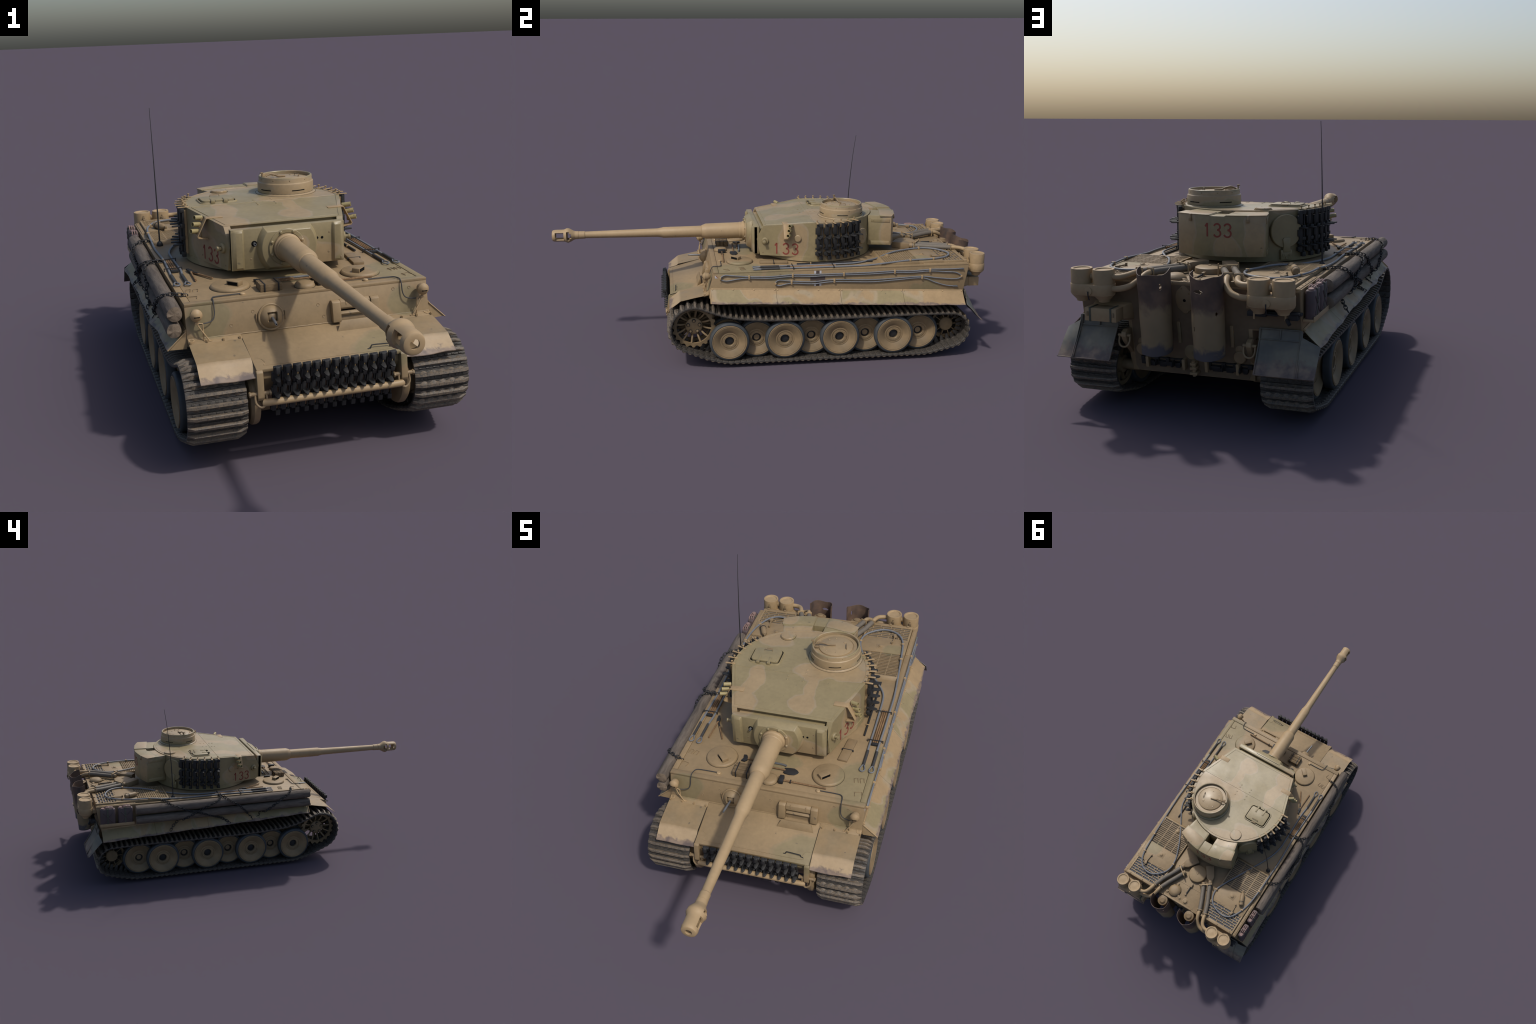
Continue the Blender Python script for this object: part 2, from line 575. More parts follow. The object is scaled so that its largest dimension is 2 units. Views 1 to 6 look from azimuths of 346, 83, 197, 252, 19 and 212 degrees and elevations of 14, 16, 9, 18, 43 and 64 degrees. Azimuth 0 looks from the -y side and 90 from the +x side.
# glacis plate with tow plates: side walls carried forward of the nose
gl = [(-0.276, 0.343), (-0.300, 0.3345), (-0.4585, 0.2935), (-0.4585, 0.2845), (-0.30, 0.320), (-0.276, 0.330)]
hull.prism(gl, "x", C - 0.374, C + 0.374, 0.0012)if 0 else None
hull.prism(gl, "x", C - 0.2175, C + 0.2175, 0.0015)
tow = [(-0.33, 0.325), (-0.4605, 0.2915), (-0.466, 0.286), (-0.4745, 0.218), (-0.470, 0.208), (-0.452, 0.203),
       (-0.41, 0.165), (-0.370, 0.128), (-0.33, 0.115)]
for sd in SIDES:
    hull.prism(tow, "x", mx(sd, 0.2005), mx(sd, 0.2195), 0.002)
# ledge that carries the front mudguards
for sd in SIDES:
    hull.prism([(-0.270, 0.346), (-0.309, 0.3335), (-0.309, 0.328), (-0.270, 0.338)], "x", mx(sd, 0.2175), mx(sd, 0.372), 0.001)
# raised frame line on the glacis
zg = lambda y: 0.3345 - (-0.300 - y) * 0.2587
hull.tube(cr([(C - 0.21, -0.408, zg(-0.408)), (C - 0.193, -0.412, zg(-0.412)), (C - 0.185, -0.43, zg(-0.43)), (C - 0.178, -0.443, zg(-0.443)),
              (C, -0.443, zg(-0.443)), (C + 0.178, -0.443, zg(-0.443)), (C + 0.185, -0.43, zg(-0.43)), (C + 0.193, -0.412, zg(-0.412)),
              (C + 0.21, -0.408, zg(-0.408))], 4), 0.0011, 6)
# weld bead where glacis meets the front plate
hull.tube([(C + x, -0.2875 + 0.0006 * sin(x * 190), 0.3405 + 0.0006 * cos(x * 250)) for x in [k * 0.0155 - 0.3715 for k in range(49)]], 0.0022, 6)
# rear plate fittings
ny = Vector((0, 1, -0.165)).normalized()


def rp(x, z, h=0.0):
    return Vector((x, rear_y(z), z)) + ny * h


RX = Matrix(((1, 0, 0), (0, ny.y, -ny.z), (0, ny.z, ny.y))).transposed()
RX = Matrix.Rotation(atan2(ny.z, ny.y), 3, "X")
hull.lathe([(0.026, -0.002), (0.026, 0.002), (0.024, 0.003), (0, 0.003)], rp(C - 0.004, 0.205), ny, 28)
hull.bolt(rp(C - 0.004, 0.205, 0.003), ny, 0.004, 0.002)
ov = [(0.014 + 0.030 * cos(t) * (1 if abs(sin(t)) < .8 else .75), 0.382 + 0.046 * sin(t)) for t in [2 * pi * k / 20 for k in range(20)]]
hull.loft([[rp(x, z, -0.002) for x, z in ov], [rp(x, z, 0.004) for x, z in ov]], 0.001)
for x, z in ((0.022, 0.420), (0.006, 0.344), (-0.002, 0.405), (0.030, 0.360)):
    hull.bolt(rp(x, z, 0.004), ny, 0.003, 0.002)
hull.mat(M_HOLE).bolt(rp(0.014, 0.38, 0.0035), ny, 0.005, 0.0015, 12)
hull.mat(M_HULL)
for x in (0.040, -0.138):
    hull.box(rp(x, 0.272, 0.003), (0.011, 0.008, 0.072), R=RX, b=0.001)
    for dz in (-0.03, 0, 0.03):
        hull.bolt(rp(x, 0.272 + dz, 0.007), ny, 0.0025, 0.0015)
for sd in SIDES:                      # track tensioner bosses
    p = rp(mx(sd, 0.168), 0.205)
    hull.lathe([(0.021, -0.004), (0.021, 0.010), (0.018, 0.013), (0, 0.013)], p, ny, 20)
    hull.lathe([(0.016, -0.004), (0.016, 0.006), (0.008, 0.010), (0, 0.010)], p + Vector((0, 0, 0.022)), ny, 16)
    # rear tow eye
    hull.prism([(0.845, 0.17), (0.905, 0.232), (0.918, 0.252), (0.916, 0.266), (0.902, 0.274), (0.872, 0.272), (0.86, 0.255)], "x", mx(sd, 0.203), mx(sd, 0.2195), 0.0018)
    hull.prism([(0.80, 0.114), (0.845, 0.14), (0.858, 0.175), (0.872, 0.26), (0.80, 0.26)], "x", mx(sd, 0.2005), mx(sd, 0.2185), 0.0015)
    hull.cyl((mx(sd, 0.190), 0.905, 0.254), (mx(sd, 0.234), 0.905, 0.254), 0.0055, 10)
    hull.tube(cr([(mx(sd, 0.194), 0.905, 0.254), (mx(sd, 0.193), 0.911, 0.235), (mx(sd, 0.200), 0.914, 0.222), (mx(sd, 0.212), 0.915, 0.218),
                  (mx(sd, 0.224), 0.914, 0.222), (mx(sd, 0.230), 0.911, 0.235), (mx(sd, 0.229), 0.905, 0.254)], 4), 0.0032, 8)
# tow coupling at the bottom middle
for dz in (0.0, 0.017, 0.032):
    hull.box(rp(-0.006, 0.142 + dz, 0.012), (0.026 - dz * 0.2, 0.03, 0.009), R=RX, b=0.002)
hull.cyl(rp(-0.006, 0.132, 0.018), rp(-0.006, 0.184, 0.018), 0.006, 12)
# clamps for the spare links on the tail
for x in (0.155, 0.028, -0.05, -0.155):
    hull.box(rp(x, 0.168, 0.011), (0.010, 0.024, 0.036), R=RX, b=0.001)
hull.mat(M_DARKLINE)
hull.span((C - 0.350, C + 0.350), (-0.2431, -0.2414), (0.4330, 0.4352))
for sd in SIDES:
    hull.prism([(-0.305, 0.3345), (-0.459, 0.2945), (-0.459, 0.2905), (-0.305, 0.3305)], "x", mx(sd, 0.2176), mx(sd, 0.2192))
hull.mat(M_REARDARK)
hull.loft([[rp(C - 0.190, 0.1275, 0.0012), rp(C + 0.190, 0.1275, 0.0012), rp(C + 0.199, 0.145, 0.0012), rp(C + 0.199, 0.30, 0.0012), rp(C + 0.368, 0.312, 0.0012), rp(C + 0.368, 0.428, 0.0012), rp(C - 0.368, 0.428, 0.0012), rp(C - 0.368, 0.312, 0.0012), rp(C - 0.199, 0.30, 0.0012), rp(C - 0.199, 0.145, 0.0012)],
           [rp(C - 0.190, 0.1275, -0.002), rp(C + 0.190, 0.1275, -0.002), rp(C + 0.199, 0.145, -0.002), rp(C + 0.199, 0.30, -0.002), rp(C + 0.368, 0.312, -0.002), rp(C + 0.368, 0.428, -0.002), rp(C - 0.368, 0.428, -0.002), rp(C - 0.368, 0.312, -0.002), rp(C - 0.199, 0.30, -0.002), rp(C - 0.199, 0.145, -0.002)]])
HULL = hull.obj(TANK)

# final drive housings next to the sprockets
fd = Part("final_drive_housing", M_TANDARK)
for sd in SIDES:
    fd.lathe([(0.055, 0), (0.075, 0.004), (0.078, 0.010), (0.078, 0.022), (0.070, 0.030), (0.05, 0.034), (0.05, 0.07)], (mx(sd, 0.205), -0.385, 0.187), (sd, 0, 0), 40)
fd.obj(TANK)

# bumper bar that holds the nose spare links
bar = Part("bumper_bar", M_TAN)
bar.tube(cr([(C - 0.199, -0.450, 0.202), (C - 0.196, -0.466, 0.2015), (C - 0.185, -0.4715, 0.2015), (C, -0.4715, 0.2015), (C + 0.185, -0.4715, 0.2015), (C + 0.196, -0.466, 0.2015), (C + 0.199, -0.450, 0.202)], 5), 0.0102, 12)
bar.obj(HULL)

for sd in SIDES:
    sh = Part("tow_shackle", M_TANDARK)
    sh.cyl((mx(sd, 0.184), -0.462, 0.226), (mx(sd, 0.238), -0.462, 0.226), 0.0062, 12, 0.001)
    sh.bolt((mx(sd, 0.184), -0.462, 0.226), (-sd, 0, 0), 0.008, 0.005, 6)
    sh.bolt((mx(sd, 0.238), -0.462, 0.226), (sd, 0, 0), 0.008, 0.005, 6)
    sh.tube(cr([(mx(sd, 0.195), -0.464, 0.226), (mx(sd, 0.194), -0.470, 0.207), (mx(sd, 0.200), -0.474, 0.196), (mx(sd, 0.210), -0.476, 0.191),
                (mx(sd, 0.220), -0.474, 0.196), (mx(sd, 0.226), -0.470, 0.207), (mx(sd, 0.225), -0.464, 0.226)], 5), 0.0033, 8)
    sh.obj(HULL)


# ---------------------------------------------------------------- mudguards and skirts
def dent(y, x, amp, f=9.0, seed=0.0):
    return amp * mnoise.noise(Vector((x * f, y * f, seed)))


for sd in SIDES:
    p = Part("front_mudguard", M_FENDER)
    prof = [(-0.306, 0.3335), (-0.412, 0.3135), (-0.4625, 0.2755)]

    def fn(u, v, sd=sd):
        t = u * 2
        a, b2 = (prof[0], prof[1]) if t <= 1 else (prof[1], prof[2])
        t = t if t <= 1 else t - 1
        y, z = a[0] + (b2[0] - a[0]) * t, a[1] + (b2[1] - a[1]) * t
        x = 0.2200 + 0.152 * v
        w = sin(pi * v) * 0.6 + 0.2
        return (mx(sd, x), y, z + dent(y, x * sd, 0.0030 * (0.3 + u), 14, 3.1 * sd) - 0.0015 * w * (u > 0.6))
    p.sheet(fn, 20, 14, (0, 0.0004, 0.0018))
    p.mat(M_TAN)
    for k in range(4):                      # hinge clips along the rear edge
        x = mx(sd, 0.226 + 0.0475 * k)
        p.box((x, -0.307, 0.3375), (0.0022, 0.007, 0.007), b=0.0005)
        p.box((x + 0.003, -0.307, 0.3375), (0.0018, 0.007, 0.006))
    p.lathe([(0.009, -0.003), (0.009, 0.001), (0.0055, 0.001), (0.0055, -0.001), (0, -0.001)], (mx(sd, 0.362), -0.294, 0.3385), (0, -0.25, 1), 16)
    p.obj(TANK, 14)

EDGE = [-0.279, 0.012, 0.303, 0.593, 0.877]
for sd in SIDES:
    for k in range(4):
        p = Part("side_skirt", M_SKIRT)
        y0, y1 = EDGE[k] + 0.0006, EDGE[k + 1] - 0.0006

        def fn(u, v, sd=sd, y0=y0, y1=y1):
            y = y0 + (y1 - y0) * u
            zt = 0.3635 - (y + 0.277) * 0.0470
            zb = 0.3125 - (y + 0.279) * 0.0470
            bend = dent(y, sd * 2.0, 0.007, 8, 1.7) + dent(y, sd * 5.0, 0.0036, 26, 4.2)
            if sd < 0:
                bend += 0.010 * math.exp(-((y - 0.02) / 0.05) ** 2) - 0.004 * math.exp(-((y - 0.42) / 0.09) ** 2)
            x = 0.3752 + (0.4300 - 0.3752) * v + bend * v * v * 0.8
            z = zt + (zb - zt) * v - 0.002 * sin(pi * v) + dent(y, v * 0.3, 0.003, 16, sd) * v
            return (mx(sd, x), y, z)
        p.sheet(fn, 30, 8, (sd * 0.0006, 0, 0.0014))
        p.mat(M_TAN)
        for j in range(4):
            y = y0 + 0.006 + (y1 - y0 - 0.012) * j / 3
            p.bolt((mx(sd, 0.3775), y, 0.3625 - (y + 0.277) * 0.0470), (sd, 0, 0.9), 0.0032, 0.002)
        p.obj(TANK, 40)
    lip = Part("skirt_rail", M_TAN)
    for y0, y1 in zip(EDGE, EDGE[1:]):
        za, zb = 0.3655 - (y0 + 0.277) * 0.047, 0.3655 - (y1 + 0.277) * 0.047
        lip.loft([[(mx(sd, 0.3715), y, z + 0.0025), (mx(sd, 0.3752), y, z + 0.0025), (mx(sd, 0.3772), y, z - 0.004), (mx(sd, 0.3715), y, z - 0.004)]
                  for y, z in ((y0 + 0.0008, za), (y1 - 0.0008, zb))])
    # triangular end plate at the front of the skirt
    tri = [(mx(sd, 0.3735), 0.364), (mx(sd, 0.429), 0.3135), (mx(sd, 0.3735), 0.3115)]
    lip.prism(tri, "y", -0.2805, -0.2785)
    lip.tube([(mx(sd, 0.3745), -0.281, 0.363), (mx(sd, 0.4295), -0.281, 0.3125)], 0.0022, 6)
    lip.obj(HULL)

for sd in SIDES:                            # tail flaps
    p = Part("rear_mudguard", M_FLAP)

    def fn(u, v, sd=sd):
        pr = [(0.8875, 0.309), (0.8965, 0.276), (0.958, 0.181)]
        t = u * 4
        if t <= 1:
            y, z = pr[0][0] + (pr[1][0] - pr[0][0]) * t, pr[0][1] + (pr[1][1] - pr[0][1]) * t
        else:
            t = (t - 1) / 3
            y, z = pr[1][0] + (pr[2][0] - pr[1][0]) * t, pr[1][1] + (pr[2][1] - pr[1][1]) * t
        x = 0.240 + 0.132 * v
        return (mx(sd, x), y + dent(z, x * sd, 0.004, 18, 2.2), z)
    p.sheet(fn, 16, 12, (0, 0.0015, 0.0010))

    def fo(u, v, sd=sd):
        a = Vector((0.3735, 0.8965, 0.292)).lerp(Vector((0.430, 0.883, 0.2615)), v)
        b2 = Vector((0.3735, 0.959, 0.1805)).lerp(Vector((0.4295, 0.958, 0.1815)), v)
        q = a.lerp(b2, u)
        return (mx(sd, q.x), q.y + dent(q.z, q.x * sd, 0.005, 18, 6.2), q.z)
    p.sheet(fo, 12, 6, (0, 0.0015, 0.0010))
    for x in (0.2415, 0.371, 0.3755):        # stiffening ribs
        p.tube([(mx(sd, x), 0.890, 0.308), (mx(sd, x), 0.8990, 0.277), (mx(sd, x), 0.9595, 0.183)], 0.0022, 6)
    p.tube([(mx(sd, 0.2405), 0.960, 0.1812), (mx(sd, 0.429), 0.9595, 0.1815)], 0.0018, 6)
    for x in (0.2405, 0.306, 0.371):
        p.tube([(mx(sd, x), 0.890, 0.309), (mx(sd, x), 0.898, 0.278)], 0.0030, 6)
    p.tube([(mx(sd, 0.2405), 0.8905, 0.309), (mx(sd, 0.371), 0.8905, 0.309)], 0.0024, 6)
    p.tube([(mx(sd, 0.2405), 0.898, 0.277), (mx(sd, 0.371), 0.898, 0.277)], 0.0020, 6)
    p.obj(TANK, 40)

# ---------------------------------------------------------------- running gear
WHEEL_Y = [-0.200 + 0.1257 * k for k in range(8)]
WZ, WR = 0.119, 0.0905
disc = Part("road_wheel", M_WHEEL)
# local: axis +x points outward, face at x = 0
disc.lathe([(0.0205, -0.024), (0.0205, -0.0135), (0.0225, -0.0115), (0.0325, -0.0115), (0.0332, -0.0132), (0.0352, -0.0132), (0.0358, -0.0108), (0.0408, -0.0104),
            (0.0420, -0.0112), (0.046, -0.0085), (0.060, -0.0020), (0.0715, 0.0018), (0.0725, 0.0006), (0.0740, 0.0008), (0.0750, 0.0024), (0.0782, 0.0022), (0.0790, -0.004), (0.0790, -0.030), (0.05, -0.029),
            (0.0205, -0.027), (0.0205, -0.024)], (0, 0, 0), (1, 0, 0), 48)
for k in range(8):
    a = 2 * pi * k / 8
    disc.bolt((-0.0115, 0.0285 * sin(a), 0.0285 * cos(a)), (1, 0, 0), 0.0023, 0.0014, 6)
disc.mat(M_DARK).lathe([(0.0203, -0.028), (0.0203, -0.024), (0.012, -0.021), (0, -0.0205)], (0, 0, 0), (1, 0, 0), 24)
tyre = Part("tyre", M_RUBBER)
tyre.lathe([(0.0775, -0.0015), (0.0815, 0.0002), (0.0865, -0.0015), (0.0896, -0.0050), (WR, -0.0085), (WR, -0.0265), (0.0895, -0.030), (0.086, -0.0325), (0.0785, -0.0325),
            (0.0775, -0.0015)], (0, 0, 0), (1, 0, 0), 48)
W0, T0 = disc.obj(TANK, 25), tyre.obj(None, 30)
T0.parent = W0
first = True
for sd in SIDES:
    for k, y in enumerate(WHEEL_Y):
        for layer in ((0.4060 if k % 2 == 0 else 0.3725), (0.318 if k % 2 == 0 else 0.290)):
            M = Matrix.Translation((mx(sd, layer), y, WZ)) @ Matrix.Rotation(0 if sd > 0 else pi, 4, "Z") @ Matrix.Rotation(rng.uniform(0, 0.7), 4, "X")
            if first:
                W0.matrix_local = M
                first = False
            else:
                w = copy_of(W0, TANK, M)
                t = copy_of(T0, w)
axle = Part("wheel_axle", M_TANDARK)
for sd in SIDES:
    for y in WHEEL_Y:
        axle.cyl((mx(sd, 0.20), y, WZ), (mx(sd, 0.352), y, WZ), 0.013, 12)
    axle.cyl((mx(sd, 0.20), 0.823, 0.132), (mx(sd, 0.31), 0.823, 0.132), 0.018, 14)
    axle.cyl((mx(sd, 0.22), -0.357, 0.184), (mx(sd, 0.34), -0.357, 0.184), 0.03, 20)
axle.obj(HULL)

SP, ID = (-0.357, 0.184), (0.823, 0.132)
for sd in SIDES:
    p = Part("drive_sprocket", M_WHEEL)
    o = (mx(sd, 0), SP[0], SP[1])
    ax = (sd, 0, 0)
    p.lathe([(0.0385, 0.326), (0.0390, 0.345), (0.0375, 0.350), (0.030, 0.3545), (0.012, 0.3575), (0, 0.3580)], o, ax, 40)
    for k in range(5):
        a = 2 * pi * k / 5 + 0.0
        q0 = (o[0], o[1] + 0.0265 * sin(a), o[2] + 0.0265 * cos(a))
        p.mat(M_DARK).lathe([(0.0086, 0.350), (0.0086, 0.3566), (0, 0.3566)], q0, ax, 14)
        p.mat(M_WHEEL).lathe([(0.0062, 0.350), (0.0058, 0.3605), (0.0040, 0.3620), (0, 0.3620)], q0, ax, 10)
    for x0 in (0.352, 0.290):
        n = 20
        V, outer = [], []
        for k in range(n * 4):               # toothed ring
            a = 2 * pi * k / (n * 4)
            r = (0.0985, 0.0985, 0.0900, 0.0900)[k % 4]
            outer.append((r * sin(a), r * cos(a)))
        inner = [(0.0775 * sin(2 * pi * k / (n * 4)), 0.0775 * cos(2 * pi * k / (n * 4))) for k in range(n * 4)]
        q = lambda pt, x: Vector((mx(sd, x), SP[0] + pt[0], SP[1] + pt[1]))
        R = [[q(pt, x0) for pt in inner], [q(pt, x0) for pt in outer], [q(pt, x0 + 0.010) for pt in outer], [q(pt, x0 + 0.012) for pt in inner]]
        p.loft(R + [R[0]], caps=False)
    for k in range(12):
        a = 2 * pi * (k + 0.3) / 12
        for x0, x1, r0 in ((0.334, 0.357, 0.036), (0.315, 0.296, 0.03)):
            e = lambda r, x: Vector((mx(sd, x), SP[0] + r * sin(a), SP[1] + r * cos(a)))
            p.tube(cr([e(r0, x0), e(0.055, x0 + (x1 - x0) * 0.75), e(0.079, x1)], 4), 0.0046, 8)
    p.lathe([(0.036, 0.25), (0.036, 0.33)], o, ax, 24)
    p.obj(TANK, 35)
    p = Part("idler_wheel", M_WHEEL)
    o = (mx(sd, 0), ID[0], ID[1])
    p.lathe([(0.029, 0.26), (0.032, 0.300), (0.033, 0.322), (0.0325, 0.329), (0.029, 0.332), (0, 0.3335)], o, ax, 32)
    for k in range(6):
        a = 2 * pi * (k + 0.35) / 6
        p.bolt((mx(sd, 0.331), ID[0] + 0.0268 * sin(a), ID[1] + 0.0268 * cos(a)), ax, 0.0032, 0.002, 6)
    for x0 in (0.308, 0.262):
        p.lathe([(0.0575, x0), (0.0715, x0), (0.0715, x0 + 0.014), (0.0625, x0 + 0.0145), (0.0605, x0 + 0.004), (0.0575, x0)], o, ax, 40)
    for k in range(10):
        a = 2 * pi * (k + 0.5) / 10
        d, t = Vector((0, sin(a), cos(a))), Vector((0, cos(a), -sin(a)))
        for x0, x1 in ((0.314, 0.310), (0.270, 0.266)):
            c0 = Vector(o)
            c0.x = 0
            A, B = c0 + d * 0.028, c0 + d * 0.064
            X0, X1 = Vector((mx(sd, x0), 0, 0)), Vector((mx(sd, x0 + 0.012), 0, 0))
            p.loft([[q2 + X0 - t * 0.0016, q2 + X0 + t * 0.0016, q2 + X1 + t * 0.0016, q2 + X1 - t * 0.0016] for q2 in (A, B)])
    p.mat(M_DARK).lathe([(0.03, 0.292), (0.056, 0.290), (0.056, 0.286), (0.03, 0.284)], o, ax, 30)
    p.obj(TANK, 35)

# --- tracks
LT = 0.0215      # thickness of a link with its grouser
link = Part("track_link", M_TRACK)
# local: x across, y along the track, z = 0 at the inner face, -z to the ground
link.loft([[(-0.084, y, -0.002), (-0.080, y, 0.0), (0.080, y, 0.0), (0.084, y, -0.002), (0.084, y, -0.0095), (0.078, y, -0.0105), (-0.078, y, -0.0105), (-0.084, y, -0.0095)]
           for y in (-0.0124, 0.0124)], 0.0012)
gr = lambda y, dz: [(-0.0840, y, -0.008), (0.0840, y, -0.008), (0.0840, y, -0.0120 + dz * 0.3), (0.0645, y, -LT + dz), (-0.0645, y, -LT + dz), (-0.0840, y, -0.0120 + dz * 0.3)]
link.mat(M_GROUSER).loft([gr(-0.0066, 0.0060), gr(-0.0046, 0.0008), gr(0.0030, 0.0), gr(0.0048, 0.0030)])
for k in range(5):                        # scalloped flank of the grouser
    x = -0.058 + 0.029 * k
    link.add([(x - 0.0145, -0.0058, -0.0095), (x + 0.0145, -0.0058, -0.0095), (x, -0.0058, -0.0200), (x - 0.004, -0.0118, -0.0102), (x + 0.004, -0.0118, -0.0102)],
             [(0, 1, 2), (0, 2, 3), (1, 4, 2), (2, 4, 3), (0, 3, 4, 1)])
link.mat(M_TRACK)
for k in range(7):                        # bosses on the web between grousers
    x = -0.066 + 0.022 * k
    link.box((x, 0.0092, -0.0108), (0.0085, 0.0050, 0.0030), b=0.0006, seg=1)
for k in range(9):                        # hinge knuckles seen on the inner face
    x = -0.074 + 0.0185 * k
    yy = 0.0112 if k % 2 == 0 else -0.0112
    link.box((x, yy, -0.0030), (0.0165, 0.0050, 0.0075), b=0.0010, seg=1)
HORN = (0.0050, -0.0450)


def horn(part, x, root_w, tip_w, h, t, z0=0.0):
    prof = [(-root_w / 2, z0 - 0.002), (-root_w / 2, z0 + h * 0.25), (-tip_w / 2 - 0.002, z0 + h * 0.80), (-tip_w / 2 + 0.002, z0 + h), (tip_w / 2 - 0.002, z0 + h),
            (tip_w / 2 + 0.002, z0 + h * 0.80), (root_w / 2, z0 + h * 0.25), (root_w / 2, z0 - 0.002)]
    part.prism(prof, "x", x - t / 2, x + t / 2, 0.0008)


for x in HORN:
    horn(link, x, 0.0185, 0.009, 0.030, 0.0060)
for x in (0.064, 0.010, -0.055):
    link.box((x, 0.0, 0.001), (0.012, 0.012, 0.004), b=0.001, seg=1)
LINK = link.obj(None, 30)


def track_path():
    P = []
    for a in range(252, 62, -10):
        P.append((SP[0] + 0.0990 * cos(radians(a)), SP[1] + 0.0990 * sin(radians(a))))
    P += [(-0.272, 0.2560), (-0.200, 0.2330), (-0.120, 0.2200), (0.036, 0.2100), (0.268, 0.2080), (0.488, 0.2085), (0.678, 0.2100), (0.770, 0.2085)]
    for a in range(88, -82, -12):
        P.append((ID[0] + 0.0745 * cos(radians(a)), ID[1] + 0.0745 * sin(radians(a))))
    P += [(0.770, 0.0425), (0.722, 0.0315), (0.680, 0.0285)] + [(0.6 - 0.1 * k, 0.0282) for k in range(8)] + [(-0.170, 0.0282), (-0.205, 0.0295), (-0.252, 0.0385), (-0.300, 0.0535), (-0.345, 0.0720)]
    return cr([(0, y, z) for y, z in P], 12, True)


PATH = track_path()
seglen = [(PATH[(i + 1) % len(PATH)] - PATH[i]).length for i in range(len(PATH))]
TOTAL = sum(seglen)
NL = round(TOTAL / 0.0272)


def along(s):
    s %= TOTAL
    for i, l in enumerate(seglen):
        if s <= l:
            return PATH[i].lerp(PATH[(i + 1) % len(PATH)], s / l)
        s -= l
    return PATH[0]


for sd in SIDES:
    pins = Part("track", M_TRACK)
    places = []
    for k in range(NL):
        s = TOTAL * (k + 0.5) / NL
        c = along(s)
        t = (along(s + 0.006) - along(s - 0.006)).normalized()
        nrm = Vector((0, -t.z, t.y))
        nrm = -nrm if nrm.dot(Vector((0, 0.25, 0.12)) - c) < 0 and abs(t.y) < 0.5 else nrm
        inward = Vector((0, t.z, -t.y))      # path runs clockwise seen from +x
        pc = along(TOTAL * k / NL)
        tp = (along(TOTAL * k / NL + 0.006) - along(TOTAL * k / NL - 0.006)).normalized()
        q = pc + Vector((0, -tp.z, tp.y)) * 0.0050
        pins.cyl((mx(sd, 0.330 - 0.0835), q.y, q.z), (mx(sd, 0.330 + 0.0835), q.y, q.z), 0.0030, 6)
        z = inward
        x = t.cross(z)
        M = Matrix(((x.x, t.x, z.x, 0), (x.y, t.y, z.y, 0), (x.z, t.z, z.z, 0), (0, 0, 0, 1)))
        if x.x * sd < 0:                      # keep the horn layout mirrored left and right
            M = M @ Matrix.Rotation(pi, 4, "Z")
        places.append(Matrix.Translation((mx(sd, 0.330), c.y, c.z)) @ M)
    TR = pins.obj(TANK)
    for M in places:
        copy_of(LINK, TR, M)
bpy.data.objects.remove(LINK)

# --- spare links (inner face outward): local x = link width, y = pitch, z = outward
def spare_mesh(horns):
    sp = Part("spare_track_link", M_SPARE)
    for a, c in ((0.083, 0.034), (0.022, -0.034), (-0.044, -0.066)):
        sp.span((c, a), (-0.002, 0.0125), (0.0, 0.0115), 0.0012)
    sp.span((-0.066, 0.080), (-0.004, 0.009), (-0.003, 0.004))
    for a, c in ((0.083, 0.069), (0.030, 0.016), (-0.012, -0.024), (-0.066, -0.083)):     # left comb
        sp.span((c, a), (-0.0165, -0.001), (-0.001, 0.0125), 0.0012)
    for a, c in ((0.064, 0.036), (0.014, -0.010), (-0.028, -0.036), (-0.048, -0.062)):    # right knuckles
        sp.span((c, a), (0.011, 0.0178), (-0.001, 0.0105), 0.0010)
    sp.span((-0.083, 0.083), (-0.0150, -0.0105), (0.0, 0.006))
    for x in horns:
        horn(sp, x, 0.0205, 0.010, 0.032, 0.0042, 0.008)
    return sp.obj(None, 30)


SPARE, SPARE_NOSE = spare_mesh((0.022, -0.042)), spare_mesh((0.047, -0.006))
TC = Vector((C, 0.243, 0))          # centre of the turret ring
TRAD = 0.2715

nose = Part("spare_link_knob", M_SPARE)
kn = [(-0.008, 0), (0.008, 0), (0.008, 0.010), (0.005, 0.014), (-0.005, 0.014), (-0.008, 0.010)]

# nose rack: a run of links leaning back under the glacis edge
top, bot = Vector((0, -0.4770, 0.3085)), Vector((0, -0.4400, 0.1500))
dirn = (top - bot).normalized()
outn = Vector((0, -dirn.z, dirn.y))
mid = (top + bot) / 2
spares = []
for k in range(13):
    x = C - 0.1660 + 0.0277 * k
    X, Z = dirn, outn
    Y = Z.cross(X)
    M = Matrix(((X.x, Y.x, Z.x, x), (X.y, Y.y, Z.y, mid.y), (X.z, Y.z, Z.z, mid.z), (0, 0, 0, 1)))
    spares.append(copy_of(SPARE_NOSE, HULL, M @ Matrix.Diagonal((0.97, 0.80, 0.80, 1))))
    b0 = Vector((x, 0, 0)) + mid + dirn * 0.072 + outn * 0.004
    nose.loft([[b0 + dirn * 0.010 + outn * o1 * 0.75 + Vector((u * 0.85, 0, 0)) for u, o1 in kn], [b0 - dirn * 0.008 + outn * o1 * 1.15 + Vector((u * 0.9, 0, 0)) for u, o1 in kn]], 0.0012)
nose.obj(HULL)

# tail: links laid crosswise along the bottom of the rear plate
for x0 in (0.105, -0.125):
    X, Z = Vector((1, 0, 0)), ny
    Y = Z.cross(X)
    p = rp(x0, 0.166, 0.001)
    M = Matrix(((X.x, Y.x, Z.x, p.x), (X.y, Y.y, Z.y, p.y), (X.z, Y.z, Z.z, p.z), (0, 0, 0, 1)))
    spares.append(copy_of(SPARE, HULL, M @ Matrix.Diagonal((0.92, 0.95, 0.8, 1))))

